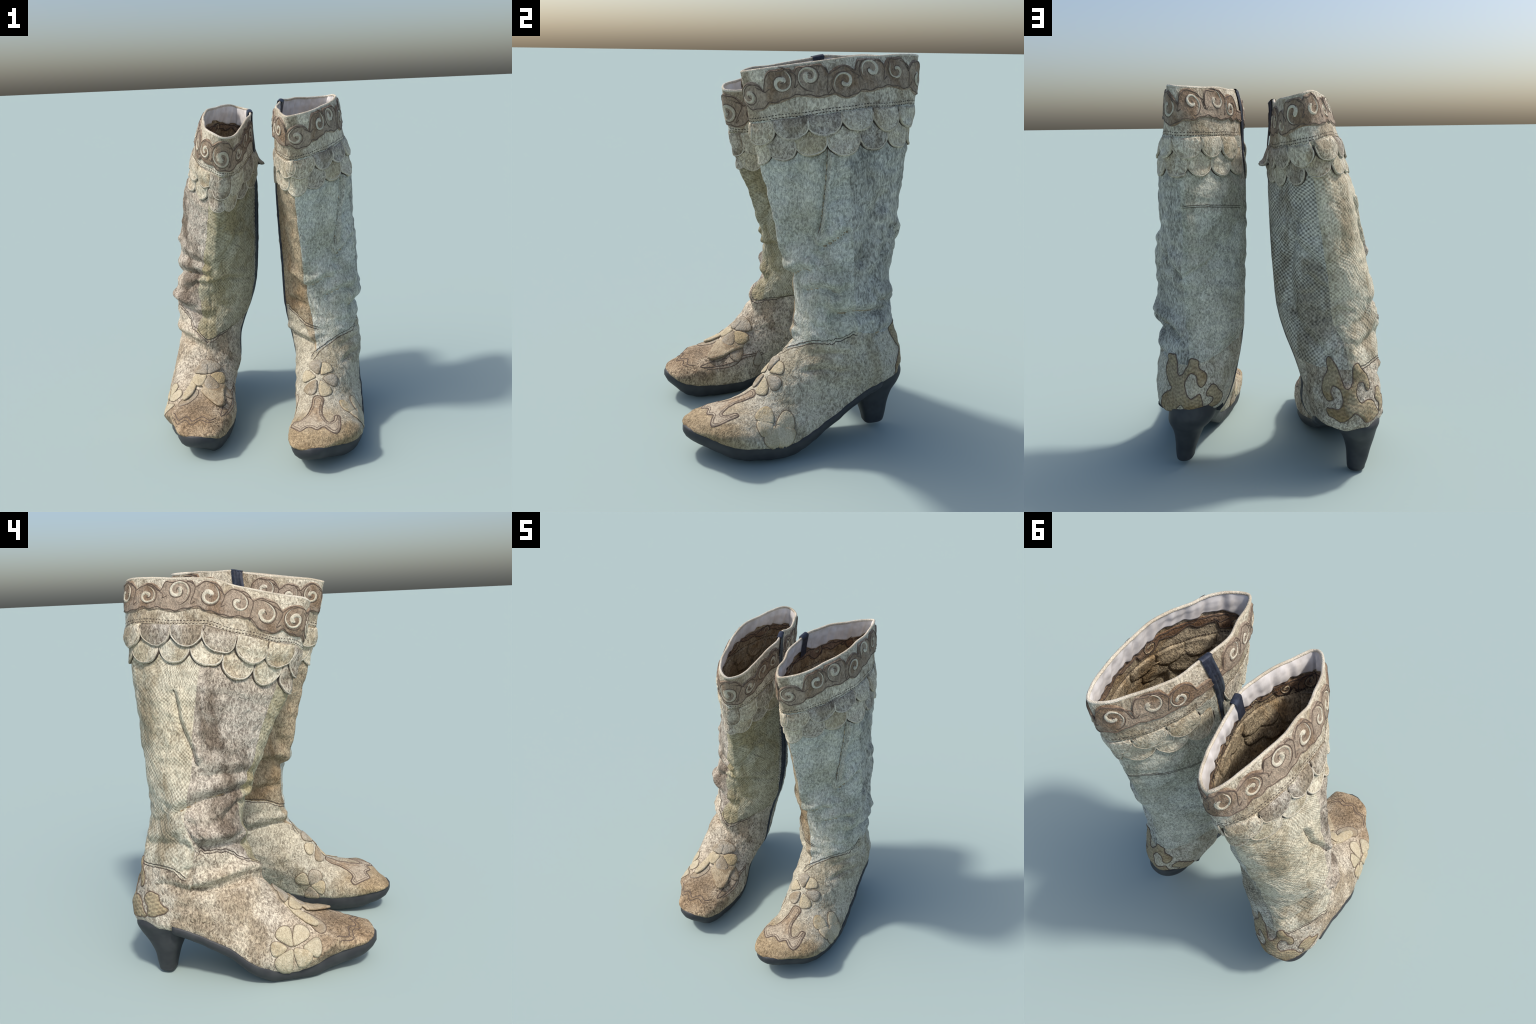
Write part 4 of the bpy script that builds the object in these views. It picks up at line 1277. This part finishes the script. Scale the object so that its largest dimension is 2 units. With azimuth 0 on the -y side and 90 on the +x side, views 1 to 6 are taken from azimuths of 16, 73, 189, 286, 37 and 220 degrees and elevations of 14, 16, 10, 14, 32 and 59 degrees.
    centres = [(0.005, 0.108, 0.056), (0.070, 0.118, 0.042), (0.125, 0.088, 0.040), (0.172, 0.078, 0.036), (0.300, 0.098, 0.044), (0.355, 0.082, 0.044), (0.412, 0.112, 0.046),
               (0.472, 0.070, 0.048), (0.534, 0.066, 0.046), (0.600, 0.088, 0.048), (0.670, 0.062, 0.048), (0.742, 0.082, 0.056), (0.812, 0.078, 0.044), (0.872, 0.108, 0.050), (0.940, 0.112, 0.054)]
    b.scrolls(centres, M_BAND, M_LINE, M_PALE)
    b.scrolls(centres, M_IN_BAND, M_THREAD, M_INNER, inside=True)
    us = np.linspace(0.262, 1.205, 240) * GIRTH
    for y in [0.204, 0.218]:
        b.stitches("collar_stitches", np.stack([us, y + 0.002 * np.sin(us * 29)], 1), M_THREAD)
    us = np.linspace(0.0, 1.0, 260) * GIRTH
    b.stitches("inner_stitches", np.stack([us, 0.215 + 0 * us], 1), M_THREAD, lift=0.0065, sg=-1)
    row1 = [0.622 + 0.0765 * k for k in range(-4, 5)] + [0.998, 0.065, 0.135, 0.185, 0.255]
    row2 = [0.588 + 0.0800 * k for k in range(-3, 6)] + [0.05, 0.115, 0.175, 0.29]
    row1 = [u for u in row1 if abs((u % 1) - 0.225) > 0.025]
    tip1 = lambda u: 0.335 + 0.030 * max(0, math.cos(2 * np.pi * u)) + 0.004 * math.sin(u * 40)
    tip2 = lambda u: 0.415 + 0.038 * max(0, math.cos(2 * np.pi * u)) + 0.005 * math.sin(u * 33)
    b.flap_row([(row2, 0.28, tip2, 0.148, 0.0080, 0.004), (row1, 0.224, tip1, 0.144, 0.0145, 0.004)], M_FLAP)
    b.flap_row([(row2, 0.28, tip2, 0.142, 0.0, 0.0), (row1, 0.224, tip1, 0.138, 0.0, 0.0)], [M_INNER], inside=True)
    b.zipper(zip_path, [0.066, 0.062, 0.058, 0.054, 0.05, 0.045, 0.028], M_ZIP)
    b.seam_thread("seam", [front, outer[4:], back], M_EDGE_THREAD, lift=-0.001, width=0.004)
    b.seam_thread("ankle_seam", [ankle, heelseam], M_THREAD, double=0.014)
    b.seam_thread("dark_crease_line", [[(2.47, 0.672), (2.65, 0.680), (3.11, 0.698), (3.49, 0.728), (3.83, 0.748)]], M_LINE, width=0.007, lift=0.0005)

    # toe cap with a waved upper edge, a second wave drawn below it
    s2 = Soup()
    for shift in (0.0, 0.026):
        x = np.linspace(-0.135, 0.135, 90)
        wave = np.stack([x, 0.010 + shift - 2.2 * x * x + 0.015 * np.sin(2 * np.pi * x / 0.095 + 0.6)], 1)
        P, N = Spot(b.skin, 12.0, 0.0, (0, -1, 0)).lay(wave, 0.001)
        cord(s2, P, N, 0.008 - 0.08 * shift, 0.0035, 0.05)
    b.drawn_line(s2, [(9.45, 0.182), (10.12, 0.133), (10.59, 0.158), (11.52, 0.160), (11.14, 0.128), (10.52, 0.120)], 0.007, 0.001)
    b.drawn_line(s2, [(9.54, 0.198), (10.16, 0.158), (10.73, 0.182), (11.43, 0.175)], 0.006, 0.001)
    s2.make("toe_outline", M_LINE, b.root, b.origin)
    big = leather("leaf_hide", srgb(220, 206, 176), srgb(146, 130, 106), srgb(160, 140, 118), 0.5, 1.0, seed=51.0, stain_amount=0.85, stain_scale=7.0)
    b.leaf(9.45, 0.010, [(-0.035, -0.115), (-0.075, -0.055), (-0.078, -0.015), (-0.040, 0.010), (-0.048, 0.040), (0.010, 0.105), (0.062, 0.150), (0.092, 0.135), (0.098, 0.080), (0.085, 0.000), (0.085, -0.060), (0.045, -0.120), (0.005, -0.135)], big, 0.010, 0.016)
    b.leaf(9.30, -0.060, [(0.020, -0.115), (0.032, -0.095), (0.012, -0.020), (0.000, 0.050), (-0.030, 0.100), (-0.058, 0.090), (-0.055, 0.040), (-0.035, -0.030), (-0.002, -0.105)], M_PETAL[0], 0.008, 0.014)
    b.leaf(10.05, -0.070, [(0.035, -0.070), (0.045, -0.030), (0.015, 0.040), (-0.035, 0.065), (-0.062, 0.040), (-0.040, -0.015), (0.005, -0.065)], M_PETAL[1], 0.004, 0.002, M_LINE)
    b.flower(8.78, -0.005, [(170, 0.10, 0.11, 0.010), (85, 0.085, 0.085, 0.012), (15, 0.105, 0.085, 0.005), (-60, 0.085, 0.080, 0.012), (-140, 0.08, 0.08, 0.012)], [M_PETAL[1], M_PETAL[0]], 0.014)
    b.flower(9.97, 0.790, [(150, 0.11, 0.075, 0.005), (85, 0.11, 0.080, 0.008), (25, 0.09, 0.085, 0.05), (-20, 0.10, 0.085, 0.008), (-95, 0.12, 0.085, 0.010), (-150, 0.08, 0.07, 0.03)], M_GOLD, 0.005)
    b.flower(9.50, 0.092, [(20, 0.10, 0.075, 0.0), (-10, 0.12, 0.06, 0.08)], [M_PETAL[1]], 0.004)
    b.flower(9.41, 0.158, [(60, 0.09, 0.06, 0.0)], [M_PETAL[1]], 0.004)
    counter = [(6.96, 0.463), (6.99, 0.432), (6.96, 0.405), (6.84, 0.405), (6.81, 0.420), (6.79, 0.440), (6.71, 0.455), (6.62, 0.458), (6.51, 0.450), (6.49, 0.430), (6.57, 0.422), (6.67, 0.427), (6.71, 0.405), (6.60, 0.388), (6.44, 0.398), (6.29, 0.415), (6.14, 0.417), (6.11, 0.432), (6.24, 0.448), (6.38, 0.458), (6.49, 0.470),
               (6.42, 0.492), (6.24, 0.497), (6.19, 0.515), (6.29, 0.530), (6.40, 0.552), (6.53, 0.560), (6.55, 0.542), (6.44, 0.530), (6.44, 0.510), (6.57, 0.502), (6.67, 0.517), (6.67, 0.545), (6.71, 0.562), (6.87, 0.578), (7.03, 0.588), (7.03, 0.552), (6.99, 0.525), (6.87, 0.510), (6.79, 0.492), (6.87, 0.477)]
    b.cut_piece("heel_counter", counter, M_COUNTER, 0.0035, M_LINE, 0.006, 260)
    b.cut_piece("heel_counter_scroll", [(6.62, 0.595), (6.71, 0.578), (6.87, 0.598), (7.03, 0.593), (7.10, 0.627), (7.06, 0.667), (6.87, 0.645), (6.69, 0.630)], M_COUNTER, 0.0035, M_LINE, 0.006, 70)
    s3 = Soup()
    b.drawn_line(s3, [(6.42, 0.603), (6.51, 0.595), (6.57, 0.588)], 0.016, -0.001, 20, 0.003)
    b.drawn_line(s3, [(6.14, 0.662), (6.19, 0.667)], 0.012, -0.001, 12, 0.003)
    s3.make("red_mark", M_RED, b.root, b.origin)
    b.sole(M_SOLE, [(-0.70, 0.072, 0.045), (-0.56, 0.084, 0.04), (-0.44, 0.084, 0.03), (-0.30, 0.072, 0.022), (-0.10, 0.062, 0.02), (0.0, 0.055, 0.015), (0.08, 0.048, 0.012), (0.30, 0.040, 0.01), (0.5, 0.03, 0.01)], 7.6, 0.004)
    b.heel([(0.312, -0.545, 0.436, 0.098, 0.140, 0.108), (0.285, -0.542, 0.437, 0.110, 0.145, 0.122), (0.242, -0.538, 0.428, 0.100, 0.117, 0.118), (0.185, -0.543, 0.410, 0.082, 0.087, 0.094),
            (0.120, -0.541, 0.408, 0.065, 0.058, 0.068), (0.065, -0.536, 0.414, 0.056, 0.047, 0.056), (0.030, -0.531, 0.418, 0.049, 0.041, 0.050), (0.024, -0.531, 0.418, 0.048, 0.040, 0.049)], M_SOLE, M_SOLE)


build_right()
build_left()
